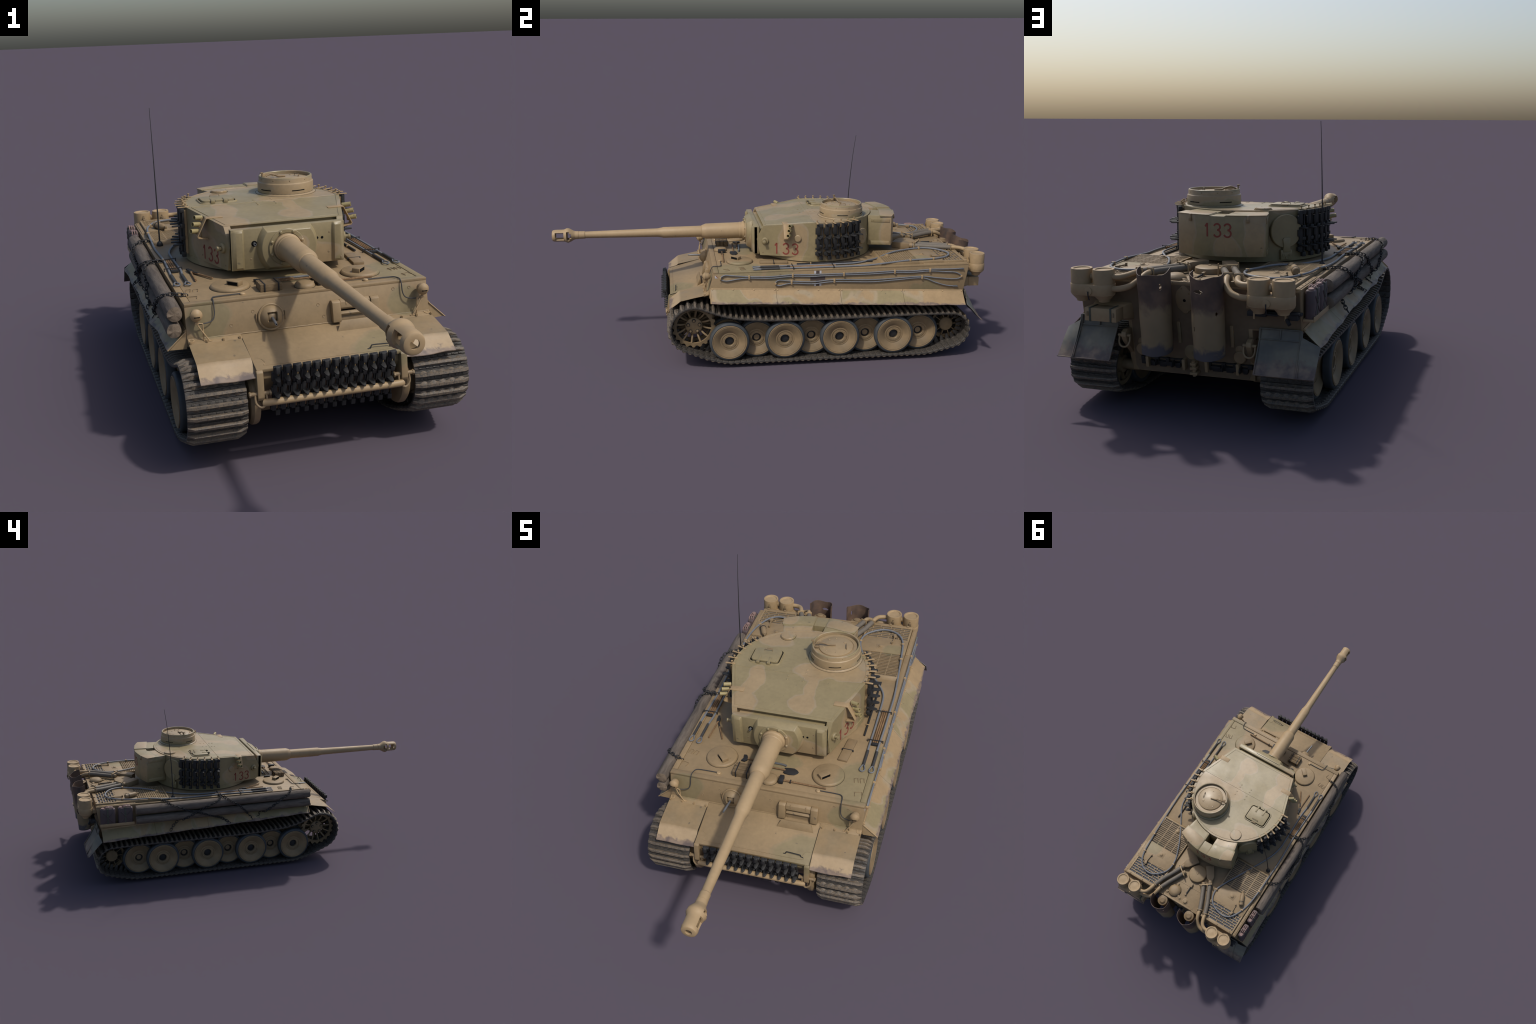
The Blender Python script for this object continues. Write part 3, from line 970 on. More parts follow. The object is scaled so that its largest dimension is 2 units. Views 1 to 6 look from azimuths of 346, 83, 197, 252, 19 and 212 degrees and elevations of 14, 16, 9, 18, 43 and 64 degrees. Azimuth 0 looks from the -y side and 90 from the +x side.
# ---------------------------------------------------------------- turret
ROOF = 0.6235


def side_x(y):
    return 0.1965 + 0.319 * (y + 0.022)


def roof_z(y):
    return ROOF if y >= 0.2 else ROOF - (0.2 - y) * 0.108


tur = Part("turret", M_TURRET)
a0 = atan2(0.204 - TC.y, side_x(0.204))            # where the flat cheek meets the round back
NA = 44
arc = [(TRAD * cos(a0 + (pi - 2 * a0) * k / NA), TC.y + TRAD * sin(a0 + (pi - 2 * a0) * k / NA)) for k in range(NA + 1)]
arc[0], arc[-1] = (side_x(0.204), 0.204), (-side_x(0.204), 0.204)
V, F = [], []


def vv(x, y, z):
    V.append((C + x, y, z))
    return len(V) - 1


topi = [vv(x, y, ROOF) for x, y in arc]
boti = [vv(x, y, 0.446) for x, y in arc]
for k in range(NA):
    F.append((boti[k], boti[k + 1], topi[k + 1], topi[k]))
cheek = {}
for sd in SIDES:
    pts = [(-0.022, roof_z(-0.022)), (-0.0525, 0.536), (-0.0375, 0.4605), (0.204, 0.4605)]
    cheek[sd] = [vv(sd * side_x(y), y, z) for y, z in pts]
    t0, b0 = (topi[0], boti[0]) if sd > 0 else (topi[-1], boti[-1])
    F.append((t0, cheek[sd][0], cheek[sd][1], cheek[sd][2], cheek[sd][3]))
    # inner face of the cheek plate
    inn = [vv(sd * (side_x(y) - 0.021), y, z) for y, z in pts[:3]]
    back = [vv(sd * (side_x(-0.01) - 0.021), -0.010, z) for z in (roof_z(-0.022), 0.536, 0.4605)]
    c = cheek[sd]
    F += [(c[0], c[1], inn[1], inn[0]), (c[1], c[2], inn[2], inn[1]), (inn[0], inn[1], back[1], back[0]), (inn[1], inn[2], back[2], back[1])]
    cheek[sd] = c + inn + back
R_, L_ = cheek[1], cheek[-1]
F += [(topi[-1], topi[0], R_[0], L_[0])] + [tuple(topi)]
F += [(R_[0], R_[4], R_[7], L_[7], L_[4], L_[0])]
F += [(R_[7], R_[8], L_[8], L_[7]), (R_[8], R_[9], L_[9], L_[8])]
F += [(R_[2], R_[3], L_[3], L_[2], L_[6], L_[9], R_[9], R_[6])]
F += [tuple(boti)]
tur.add(V, F, recalc=True)
tur.lathe([(TRAD, 0.4415), (TRAD, 0.4625)], (C, TC.y, 0), (0, 0, 1), 72)
# roller behind the mantlet and its dark gap
tur.lathe([(0.022, -0.166), (0.022, 0.166)], (C, -0.022, 0.561), (1, 0, 0), 20)
# weld beads around the roof plate and across its fold
bead = [(C + x * 0.958, TC.y + (y - TC.y) * 0.958, ROOF + 0.0003) for x, y in arc]
tur.tube([(p[0], p[1] + 0.0005 * sin(i * 2.1), p[2]) for i, p in enumerate(bead)], 0.0012, 6)
for sd in SIDES:
    tur.tube([(mx(sd, side_x(y) - 0.013), y, roof_z(y) + 0.0003) for y in [0.2 - 0.01 * k for k in range(22)]], 0.0012, 6)
tur.tube([(C + x, 0.2035 + 0.0006 * sin(x * 240), ROOF + 0.0002) for x in [-0.262 + 0.01 * k for k in range(53)]], 0.0010, 6)
tur.tube([(C + x, -0.009 + 0.0005 * sin(x * 260), roof_z(-0.009) + 0.0002) for x in [-0.185 + 0.01 * k for k in range(38)]], 0.0010, 6)
for x in (0.0385, -0.0245):
    for y in (0.170, 0.188, 0.219, 0.240):
        tur.lathe([(0.0042, -0.001), (0.0042, 0.0006), (0.0034, 0.0012), (0, 0.0014)], (x, y, roof_z(y)), (0, 0, 1), 12)
# front lip of the roof
tur.box((C, -0.0195, roof_z(-0.0195) - 0.0012), (0.392, 0.006, 0.0030), R=Matrix.Rotation(radians(6.2), 3, "X"), b=0.0008)
for sd in SIDES:                       # trunnion caps, lifting studs and plugged ports on the cheeks
    n = Vector((sd * 1.0, -0.319, 0)).normalized()
    P = lambda y, z: Vector((mx(sd, side_x(y)), y, z))
    tur.lathe([(0.0165, -0.002), (0.0165, 0.005), (0.0135, 0.0085), (0.0085, 0.009), (0.0085, 0.006), (0.006, 0.006), (0.006, 0.018), (0.0078, 0.018), (0.0078, 0.0235), (0.005, 0.025), (0, 0.025)],
              P(-0.015, 0.529), n, 22)
    tur.lathe([(0.0165, -0.002), (0.0165, 0.004), (0.0135, 0.0068), (0, 0.0075)], P(0.130, 0.547), n, 22)
    for y, z in ((-0.026, 0.474), (0.115, 0.480), (0.09, 0.60)):
        tur.mat(M_TANDARK).bolt(P(y, z), n, 0.0028, 0.0008)
    tur.mat(M_TURRET)
TUR = tur.obj(TANK, 30)

# mantlet
mt = Part("gun_mantlet", M_TURRET)
GX = -0.005
mt.span((C - 0.1845, C + 0.1845), (-0.0400, -0.0655), (0.4640, 0.5935), 0.0018)
for sd in SIDES:
    w = [(mx(sd, 0.1845), -0.050), (mx(sd, 0.1845), -0.0640), (mx(sd, 0.1700), -0.0745), (mx(sd, 0.1500), -0.0745), (mx(sd, 0.1430), -0.0650), (mx(sd, 0.143), -0.050)]
    lo = [(x, y if y > -0.0605 else y, 0.4650) for x, y in w]
    hi = [(x, y, 0.5925) for x, y in w]
    ring = lambda z, k: [(x, max(y, -0.0662) if k else y, z) for x, y in w]
    mt.loft([ring(0.4648, 1), ring(0.4735, 0), ring(0.5840, 0), ring(0.5927, 1)], 0.0008)
def trunc(R, up, dn, y, n=14):
    """circle of radius R about the gun axis, cut flat above and below"""
    a, b2 = math.asin(up / R), math.asin(dn / R)
    out = [(R * cos(t), R * sin(t)) for t in [-b2 + (a + b2) * k / n for k in range(n + 1)]]
    return [(0.0025 + x, y, 0.531 + z) for x, z in out] + [(0.0025 - x, y, 0.531 + z) for x, z in reversed(out)]


mt.loft([trunc(0.1000, 0.0655, 0.0740, -0.056), trunc(0.0996, 0.0640, 0.0730, -0.0655), trunc(0.0885, 0.0535, 0.0620, -0.0865), trunc(0.0865, 0.0515, 0.0600, -0.0885)], 0.0008, ang=25)
mt.lathe([(0.0585, 0.0), (0.0585, 0.0035), (0.057, 0.0048), (0.047, 0.0048), (0.046, 0.003), (0.044, 0.003)], (GX, -0.0880, 0.531), (0, -1, 0), 48)
for k in range(8):
    a = 2 * pi * (k + 0.5) / 8
    mt.lathe([(0.0052, 0), (0.0048, 0.003), (0.003, 0.0048), (0, 0.0052)], (GX + 0.0525 * cos(a), -0.0920, 0.531 + 0.0525 * sin(a)), (0, -1, 0), 12)
mt.mat(M_HOLE)
for x in (0.0945, 0.1110):
    mt.bolt((C + x, -0.0652, 0.545), (0, -1, 0), 0.0042, 0.0014, 12)
mt.bolt((C - 0.1105, -0.0652, 0.5455), (0, -1, 0), 0.0095, 0.0012, 16)
mt.mat(M_STEEL).lathe([(0.0048, 0), (0.0048, 0.012), (0.0028, 0.012), (0.0028, 0.004), (0, 0.004)], (C - 0.1105, -0.0652, 0.5455), (0, -1, 0), 14)
mt.mat(M_TANDARK)
for x, z in ((0.135, 0.560), (0.132, 0.497), (-0.122, 0.497), (0.170, 0.478)):
    mt.lathe([(0.0035, 0), (0.0022, 0.0009), (0, 0.0002)], (C + x, -0.0655 if abs(x) < 0.14 else -0.0745, z), (0, -1, 0), 7)
MANT = mt.obj(TUR, 30)

gun = Part("gun_barrel", M_GUN)
gp = [(0.042, -0.083), (0.0445, -0.090), (0.0440, -0.100), (0.0400, -0.104), (0.0400, -0.1165), (0.0385, -0.119), (0.0368, -0.277), (0.0345, -0.284), (0.0292, -0.2975), (0.0280, -0.2985),
      (0.0268, -0.2990), (0.0258, -0.482), (0.0235, -0.487), (0.0222, -0.497), (0.0203, -0.508), (0.0160, -0.846), (0.0180, -0.849), (0.0180, -0.862), (0.0182, -0.876),
      (0.0175, -0.8765), (0.0175, -0.8775), (0.0188, -0.878), (0.0195, -0.895)]
gun.lathe([(r, -y) for r, y in gp] + [(0.0120, 0.895)], (GX, 0, 0.531), (0, -1, 0), 40)
gun.tube([(GX + 0.0272 * cos(t), -0.2995, 0.531 + 0.0272 * sin(t)) for t in [2 * pi * k / 40 for k in range(40)]], 0.0009, 5, True)
gun.obj(TUR, 26)

mb = Part("muzzle_brake", M_GUN)
mp = [(-0.8935, 0.0195, 0.0125), (-0.9000, 0.0215, 0.0135), (-0.9100, 0.0275, 0.0200), (-0.9190, 0.0325, 0.0255), (-0.9265, 0.0345, 0.0270), (-0.9320, 0.0340, 0.0240), (-0.9390, 0.0305, 0.0130),
      (-0.9450, 0.0285, 0.0215), (-0.9550, 0.0280, 0.0220), (-0.9650, 0.0280, 0.0220), (-0.9750, 0.0280, 0.0220), (-0.9850, 0.0278, 0.0215), (-0.9925, 0.0268, 0.0120), (-0.9975, 0.0245, 0.0115), (-0.9995, 0.0205, 0.0117)]
NJ = 40


def mbp(i, j, inner):
    y, ro, ri = mp[i]
    a = 2 * pi * (j - 0.5) / NJ
    r = ri if inner else ro
    return Vector((GX + r * cos(a), y, 0.531 + r * sin(a)))


def mb_open(i, j):
    k = j % (NJ // 2)
    d = min(k, NJ // 2 - k)                      # angular distance from the +-x direction, in cells
    return (2 <= i <= 4 and d <= 4 and not (i == 2 and d > 2)) or (7 <= i <= 10 and d <= 4)


mb.shell(lambda i, j: mbp(i, j, 0), lambda i, j: mbp(i, j, 1), len(mp) - 1, NJ, True, mb_open)
mb.obj(TUR, 30)

# commander's cupola
CU = (0.126, 0.353)
cu = Part("cupola", M_TURRET)
cu.lathe([(0.108, -0.003), (0.1065, 0.0012), (0.1025, 0.0035), (0.1000, 0.0055), (0.1000, 0.0375), (0.0990, 0.0405), (0.0965, 0.0425), (0.0955, 0.0450), (0.0955, 0.0575), (0.0945, 0.0605),
          (0.0925, 0.0618), (0.0895, 0.0615), (0.0880, 0.0595), (0.0880, 0.0420), (0.0780, 0.0420)], (CU[0], CU[1], ROOF), (0, 0, 1), 64)
cu.mat(M_HOLE)
for k in range(5):
    a = radians(-7 + 72 * k)
    d, t = Vector((cos(a), sin(a), 0)), Vector((-sin(a), cos(a), 0))
    rings = []
    for q in range(9):
        b2 = a + (q - 4) / 4 * 0.245
        e = Vector((cos(b2), sin(b2), 0))
        o = Vector((CU[0], CU[1], ROOF + 0.0178))
        rings.append([o + e * 0.096 + Vector((0, 0, -0.0016)), o + e * 0.1004 + Vector((0, 0, -0.0016)), o + e * 0.1004 + Vector((0, 0, 0.0016)), o + e * 0.096 + Vector((0, 0, 0.0016))])
    cu.loft(rings)
cu.mat(M_TANDARK)
for k in range(10):
    a = 2 * pi * (k + 0.3) / 10
    cu.bolt((CU[0] + 0.0955 * cos(a), CU[1] + 0.0955 * sin(a), ROOF + 0.052), (cos(a), sin(a), 0), 0.0020, 0.0006)
dark_ring(cu, (CU[0], CU[1], ROOF), 0.1081, M_TURRET, 0.0009)
dark_ring(cu, (CU[0], CU[1], ROOF + 0.0055), 0.0998, M_TURRET, 0.0008, 0.0005)
CUP = cu.obj(TUR, 28)
lid = Part("cupola_lid", M_TURRET)
lid.lathe([(0.0865, 0.0400), (0.0865, 0.0475), (0.0850, 0.0490), (0.0715, 0.0492), (0.0700, 0.0472), (0.0680, 0.0472), (0.0668, 0.0520), (0.0645, 0.0532), (0, 0.0534)], (CU[0], CU[1], ROOF), (0, 0, 1), 56)
zl = ROOF + 0.0532
for (x, y, r) in ((0.03, 0.03, 0.006), (-0.035, 0.035, 0.004), (0.045, -0.012, 0.004), (-0.01, 0.05, 0.003), (0.01, -0.045, 0.003), (-0.045, -0.02, 0.004), (-0.03, -0.04, 0.003)):
    lid.bolt((CU[0] + x, CU[1] + y, zl), (0, 0, 1), r, 0.0018, 12)
hx, hy = CU[0] - 0.083, CU[1] - 0.020         # hinge arm
lid.mat(M_TANDARK)
lid.tube(cr([(hx, hy, zl + 0.006), (hx + 0.020, hy + 0.006, zl + 0.015), (hx + 0.042, hy + 0.009, zl + 0.011), (hx + 0.055, hy + 0.013, zl + 0.005), (hx + 0.082, hy + 0.019, zl + 0.003)], 5), 0.0036, 8)
lid.box((hx - 0.002, hy, zl + 0.002), (0.008, 0.026, 0.012), 0.25, 0.001)
lid.box((hx - 0.006, hy + 0.004, zl + 0.011), (0.005, 0.006, 0.024), 0.25, 0.001)
lid.box((hx - 0.008, hy + 0.004, zl + 0.022), (0.011, 0.009, 0.004), 0.25, 0.001)
lid.box((hx + 0.012, hy - 0.008, zl + 0.003), (0.016, 0.010, 0.006), 0.2, 0.001)
lid.tube([(CU[0] + 0.040, CU[1] + 0.012, zl), (CU[0] + 0.040, CU[1] + 0.012, zl + 0.008), (CU[0] + 0.046, CU[1] - 0.016, zl + 0.008), (CU[0] + 0.046, CU[1] - 0.016, zl)], 0.0016, 6)
lid.obj(CUP, 30)


# loader's hatch, fan cover
def rrect(cx, cy, w, h, r, n=5):
    out = []
    for (sx, sy, a) in ((1, 1, 0), (-1, 1, 90), (-1, -1, 180), (1, -1, 270)):
        for k in range(n + 1):
            t = radians(a + 90 * k / n)
            out.append((cx + sx * (w / 2 - r) + r * cos(t), cy + sy * (h / 2 - r) + r * sin(t)))
    return out


lh = Part("loader_hatch", M_TURRET)
HC = (-0.143, 0.290)
ringp = rrect(HC[0], HC[1], 0.133, 0.104, 0.020)
inn = rrect(HC[0], HC[1], 0.122, 0.093, 0.016)
lh.loft([[(x, y, ROOF - 0.001) for x, y in ringp], [(x, y, ROOF + 0.0045) for x, y in rrect(HC[0], HC[1], 0.129, 0.100, 0.019)],
         [(x, y, ROOF + 0.0045) for x, y in inn], [(x, y, ROOF - 0.001) for x, y in inn]], caps=False)
lp = rrect(HC[0], HC[1] + 0.001, 0.112, 0.083, 0.013)
lh.loft([[(x, y, ROOF - 0.001) for x, y in lp], [(x, y, ROOF + 0.009) for x, y in lp]], 0.0015)
lh.mat(M_HOLE).loft([[(x, y, ROOF - 0.0005) for x, y in inn], [(x, y, ROOF + 0.0008) for x, y in inn]])
lh.mat(M_TURRET)
for x in (-0.022, 0.022):
    lh.box((HC[0] + x, HC[1] - 0.030, ROOF + 0.0095), (0.009, 0.036, 0.003), b=0.001)
    lh.box((HC[0] + x, HC[1] - 0.050, ROOF + 0.006), (0.015, 0.010, 0.010), b=0.0015)
    lh.mat(M_DARK).cyl((HC[0] + x - 0.009, HC[1] - 0.050, ROOF + 0.008), (HC[0] + x + 0.009, HC[1] - 0.050, ROOF + 0.008), 0.0032, 8)
    lh.mat(M_TURRET)
lh.mat(M_TANDARK).tube([(HC[0] - 0.017, HC[1] + 0.028, ROOF + 0.008), (HC[0] - 0.016, HC[1] + 0.028, ROOF + 0.0155), (HC[0] + 0.016, HC[1] + 0.028, ROOF + 0.0155), (HC[0] + 0.017, HC[1] + 0.028, ROOF + 0.008)], 0.0014, 6)
lh.box((HC[0], HC[1] + 0.046, ROOF + 0.006), (0.024, 0.006, 0.006), b=0.001)
lh.obj(TUR, 30)
fan = Part("ventilator_cover", M_TURRET)
fan.lathe([(0.0315, -0.001), (0.0315, 0.0028), (0.0300, 0.0030), (0.0300, 0.0060), (0.0290, 0.0072), (0, 0.0076)], (-0.098, 0.450, ROOF), (0, 0, 1), 40)
for k in range(6):
    fan.bolt((-0.098 + 0.025 * cos(k * pi / 3), 0.450 + 0.025 * sin(k * pi / 3), ROOF + 0.0074), (0, 0, 1), 0.0018, 0.0008)
dark_ring(fan, (-0.098, 0.450, ROOF), 0.0316, M_TURRET)
fan.obj(TUR, 30)


# escape hatch (right rear) and port plug (left rear)
def wall(a, h, z):
    return Vector((C + (TRAD + h) * cos(a), TC.y + (TRAD + h) * sin(a), z))


ah = atan2(0.451 - TC.y, -0.185 - C)
nh = Vector((cos(ah), sin(ah), 0))
eh = Part("escape_hatch", M_TURRET)
eh.lathe([(0.060, -0.016), (0.060, 0.009), (0.0575, 0.0115), (0, 0.0120)], wall(ah, 0.0, 0.550), nh, 44)
th = Vector((-sin(ah), cos(ah), 0))
RW = Matrix(((th.x, nh.x, 0), (th.y, nh.y, 0), (0, 0, 1)))
eh.loft([[wall(ah, h, z) + th * u for u, z in ((-0.016, 0.522), (-0.010, 0.528), (0.010, 0.528), (0.016, 0.522), (0.012, 0.500), (0.016, 0.476), (-0.016, 0.476), (-0.012, 0.500))] for h in (0.004, 0.0165)], 0.0015)
eh.box(wall(ah, 0.004, 0.466), (0.044, 0.020, 0.036), R=RW, b=0.003)
for u, z in ((-0.013, 0.466), (0.013, 0.466), (0.0, 0.457)):
    eh.lathe([(0.0048, 0), (0.0048, 0.003), (0.003, 0.003), (0.003, 0.0015), (0, 0.0015)], wall(ah, 0.014, z) + th * u, nh, 12)
eh.obj(TUR, 30)
ap = atan2(0.453 - TC.y, 0.208 - C)
npp = Vector((cos(ap), sin(ap), 0))
pp_ = Part("pistol_port", M_TURRET)
pp_.lathe([(0.036, -0.012), (0.036, 0.008), (0.034, 0.010), (0, 0.010)], wall(ap, 0.0, 0.536), npp, 32)
tp = Vector((-sin(ap), cos(ap), 0))
pp_.box(wall(ap, 0.0105, 0.536), (0.009, 0.004, 0.026), R=Matrix(((tp.x, npp.x, 0), (tp.y, npp.y, 0), (0, 0, 1))), b=0.0015)
for k in range(6):
    a = k * pi / 3
    pp_.bolt(wall(ap, 0.010, 0.536 + 0.028 * sin(a)) + tp * 0.028 * cos(a), npp, 0.0022, 0.001)
pp_.obj(TUR, 30)

# stowage bin hugging the turret back
BC, BR = 0.290, 0.338


def by(x):
    return BC + sqrt(BR * BR - (x - C) ** 2)


def wy(x):
    return TC.y + sqrt((TRAD - 0.001) ** 2 - (x - C) ** 2)


bn = Part("stowage_bin", M_TURRET)


def bin_block(x0, x1, yin, z0, zt_in, zt_out, n=10, b=0.001, grow=0.0):
    xs = [x0 + (x1 - x0) * k / n for k in range(n + 1)]
    outer = [(x, by(x) + grow) for x in xs]
    tp_ = lambda x: C + (x - C) * (1 - (0.145 * min(1, max(0, abs(x - C) / 0.16)) if yin is wy else 0.06))
    inner = [(tp_(x), yin(tp_(x)) + (0.004 if yin is wy else 0)) for x in reversed(xs)]
    poly = outer + inner
    zt = [zt_out] * len(outer) + [zt_in] * len(inner)
    bn.loft([[(x, y, z0) for x, y in poly], [(x, y, z) for (x, y), z in zip(poly, zt)]], b, ang=40)


bin_block(C + 0.026, C + 0.160, wy, 0.4775, 0.6205, 0.6175)
bin_block(C - 0.160, C - 0.026, wy, 0.4775, 0.6205, 0.6175)
bin_block(C - 0.0265, C + 0.0265, lambda x: 0.562, 0.4775, 0.6165, 0.6155)
bn.span((C - 0.03, C + 0.03), (0.50, 0.57), (0.4775, 0.490))
# lids and middle cover plate, a little proud of the box
bin_block(C + 0.030, C + 0.1635, lambda x: 0.5635 - (x - C) * 0.20, 0.6165, 0.6215, 0.6195, 10, 0.0006, 0.0012)
bin_block(C - 0.1635, C - 0.030, lambda x: 0.5635 + (x - C) * 0.20, 0.6165, 0.6215, 0.6195, 10, 0.0006, 0.0012)
for sd in SIDES:
    x = mx(sd, 0.105)
    bn.box((x, by(x) + 0.002, 0.607), (0.007, 0.004, 0.024), -sd * 0.3, 0.0008)
    bn.mat(M_TANDARK).box((x, by(x) + 0.004, 0.600), (0.010, 0.004, 0.010), -sd * 0.3, 0.0008)
    bn.mat(M_TURRET)
    # side reinforcing strips
    xs = mx(sd, 0.1605)
    for z in (0.598, 0.489):
        ex_ = lambda y: mx(sd, 0.160 - (0.583 - y) * 0.232)
        bn.loft([[(ex_(y) - sd * 0.001, y, z - 0.009), (ex_(y) + sd * 0.0016, y, z - 0.009), (ex_(y) + sd * 0.0016, y, z + 0.009), (ex_(y) - sd * 0.001, y, z + 0.009)] for y in (0.495, 0.580)], 0.0005)
        for k in range(3):
            bn.bolt((ex_(0.505 + 0.033 * k) + sd * 0.0014, 0.505 + 0.033 * k, z), (sd, 0, 0), 0.0022, 0.001)
bn.mat(M_TANDARK).lathe([(0.009, 0), (0.009, 0.012), (0.004, 0.018), (0, 0.018)], (C + 0.002, 0.538, 0.489), (0, 0, 1), 14)
BIN = bn.obj(TUR, 30)

# smoke dischargers on angled brackets
for sd in SIDES:
    p = Part("smoke_discharger", M_TAN)
    y0, y1 = 0.064, 0.090
    zr = roof_z(0.077)
    pr = [(0.178, zr + 0.0012), (0.229, zr + 0.0020), (0.2335, zr + 0.0005), (0.2640, 0.553), (0.2610, 0.546), (0.228, 0.541), (0.228, 0.5438), (0.2585, 0.549), (0.2605, 0.5535), (0.2315, zr - 0.002), (0.178, zr - 0.0012)]
    sk = lambda x: (x - 0.178) * 0.0
    p.loft([[(mx(sd, x), y, z) for x, z in pr] for y in (y0, y1)], 0.0006)
    for k, (xx, yy, zz) in enumerate(((0.267, 0.088, 0.6115), (0.2745, 0.083, 0.591), (0.282, 0.078, 0.570))):
        ax = Vector((sd * 0.86, -0.46, 0.14)).normalized()
        p.mat(M_BRASS)
        p.lathe([(0.0078, -0.030), (0.0078, 0.0), (0.0058, 0.0), (0.0056, -0.016), (0, -0.016)], Vector((mx(sd, xx), yy, zz)), ax, 18)
        p.mat(M_HOLE).lathe([(0.0056, -0.014), (0, -0.0135)], Vector((mx(sd, xx), yy, zz)), ax, 14)
        p.mat(M_TAN).box(Vector((mx(sd, xx), yy, zz)) - ax * 0.026 + Vector((0, -0.002, -0.003)), (0.012, 0.008, 0.012), 0.3 * sd, 0.001)
    p.obj(TUR, 30)

# spare links hung round the turret walls
holder = Part("spare_link_holder", M_TAN)
for sd in SIDES:
    for k in range(6):
        a = a0 + 0.070 + k * 0.1375
        a = a if sd > 0 else pi - a
        Z = Vector((cos(a), sin(a), 0))
        X = Vector((0, 0, 1))
        Y = Z.cross(X) * (1 if sd > 0 else 1)
        if sd > 0:
            Y = -Y
            X = X
        M = Matrix(((X.x, Y.x, Z.x, 0), (X.y, Y.y, Z.y, 0), (X.z, Y.z, Z.z, 0), (0, 0, 0, 1)))
        if M.to_3x3().determinant() < 0:
            Y = -Y
            M = Matrix(((X.x, Y.x, Z.x, 0), (X.y, Y.y, Z.y, 0), (X.z, Y.z, Z.z, 0), (0, 0, 0, 1)))
        p = wall(a, 0.0095, 0.5385)
        spares.append(copy_of(SPARE, TUR, Matrix.Translation(p) @ M))
        t = Vector((-sin(a), cos(a), 0))
        Rm = Matrix(((t.x, Z.x, 0), (t.y, Z.y, 0), (0, 0, 1)))
        for du in (-0.010,):
            holder.box(wall(a, 0.009, ROOF + 0.0012) + t * du * sd, (0.008, 0.040, 0.003), R=Rm, b=0.0006)
            holder.lathe([(0.0022, 0), (0.0022, 0.007), (0.0042, 0.0085), (0.0042, 0.0115), (0, 0.012)], wall(a, 0.002, ROOF + 0.002) + t * du * sd, (0, 0, 1), 8)
            holder.box(wall(a, 0.0050, 0.540) + t * (du + 0.002) * sd, (0.0035, 0.010, 0.150), R=Rm)
holder.obj(TUR, 30)
bpy.data.objects.remove(SPARE)
bpy.data.objects.remove(SPARE_NOSE)


# ---------------------------------------------------------------- painted numbers and cross
def arcpts(cx, cy, rx, ry, a, b, n=12):
    return [(cx + rx * cos(radians(a + (b - a) * k / n)), cy + ry * sin(radians(a + (b - a) * k / n))) for k in range(n + 1)]


DIGIT = {"1": [[(0.02, 0.74), (0.20, 0.97)], [(0.21, 1.0), (0.21, 0.0)]],
         "3": [arcpts(0.30, 0.745, 0.27, 0.225, 165, -85), arcpts(0.30, 0.265, 0.30, 0.255, 88, -160)]}


def number(text, at, h, adv, name, parent):
    p = Part(name, M_RED)
    u = 0.0
    for ch in text:
        for st in DIGIT[ch]:
            p.ribbon([(u + a * h * 0.88, b * h) for a, b in st], h * 0.125, at)
        u += adv if ch == "3" else adv * 0.90
    return p.obj(parent, 40)


def at_side(sd):
    n = Vector((sd, -0.319, 0)).normalized()

    def f(u, v, h):
        y = (0.027 + u * 0.953) if sd > 0 else (0.108 - u * 0.953)
        return Vector((mx(sd, side_x(y)), y, 0.4705 + v)) + n * h
    return f


number("133", at_side(1), 0.052, 0.0425, "turret_number", TUR)
number("133", at_side(-1), 0.047, 0.0375, "turret_number", TUR)


def at_bin(u, v, h):
    x = 0.053 - u
    nx, ny2 = (x - C), (by(x) - BC)
    L = hypot(nx, ny2)
    return Vector((x + nx / L * h, by(x) + ny2 / L * h, 0.5445 + v))


number("133", at_bin, 0.0465, 0.0365, "turret_number", BIN)
cross = Part("side_cross", M_BLACK)
XS = C + 0.373
cross.span((XS - 0.002, XS + 0.0006), (0.1935, 0.2080), (0.3590, 0.4295))
cross.span((XS - 0.002, XS + 0.0005), (0.1670, 0.2345), (0.3845, 0.4035))
cross.mat(M_WHITE)
for y in (0.1885, 0.2130):
    for z0, z1 in ((0.3590, 0.3720), (0.4165, 0.4295)):
        cross.span((XS - 0.002, XS + 0.0006), (y - 0.0042, y + 0.0042), (z0, z1))
cross.obj(HULL)
mark = Part("side_emblem", M_WHITE)
mark.prism([(-0.2600, 0.4225), (-0.2540, 0.4225), (-0.2470, 0.4115), (-0.2590, 0.4115)], "x", XS - 0.002, XS + 0.0005)
mark.mat(M_RED).prism([(-0.2560, 0.4215), (-0.2525, 0.4225), (-0.2470, 0.4150), (-0.2500, 0.4150)], "x", XS - 0.002, XS + 0.0008)
mark.obj(HULL)

# ---------------------------------------------------------------- front fittings
mg = Part("hull_machine_gun", M_HULL)
mc = Vector((-0.117, -0.2815, 0.378))
nf = Vector((0, -1, 0.24)).normalized()
mg.lathe([(0.0395, -0.006), (0.0395, 0.004), (0.0370, 0.006), (0.0355, 0.005)], mc, nf, 36)
NI, NJ2 = 44, 132
bx = Vector((1, 0, 0))
bu = nf.cross(bx)


def mgp(i, j, r):
    th_, ph = radians(8 + 82 * i / NI), 2 * pi * j / NJ2
    return mc - nf * 0.008 + (nf * cos(th_) + (bx * cos(ph) + bu * sin(ph)) * sin(th_)) * r


def mg_open(i, j):                       # square embrasure in the ball mount
    p_ = mgp(i + 0.5, j + 0.5, 0.0355) - mc
    u, v = p_.dot(bx), p_.dot(bu)
    return abs(u) < 0.0150 and -0.0130 < v * (1 if bu.z > 0 else -1) < 0.0155


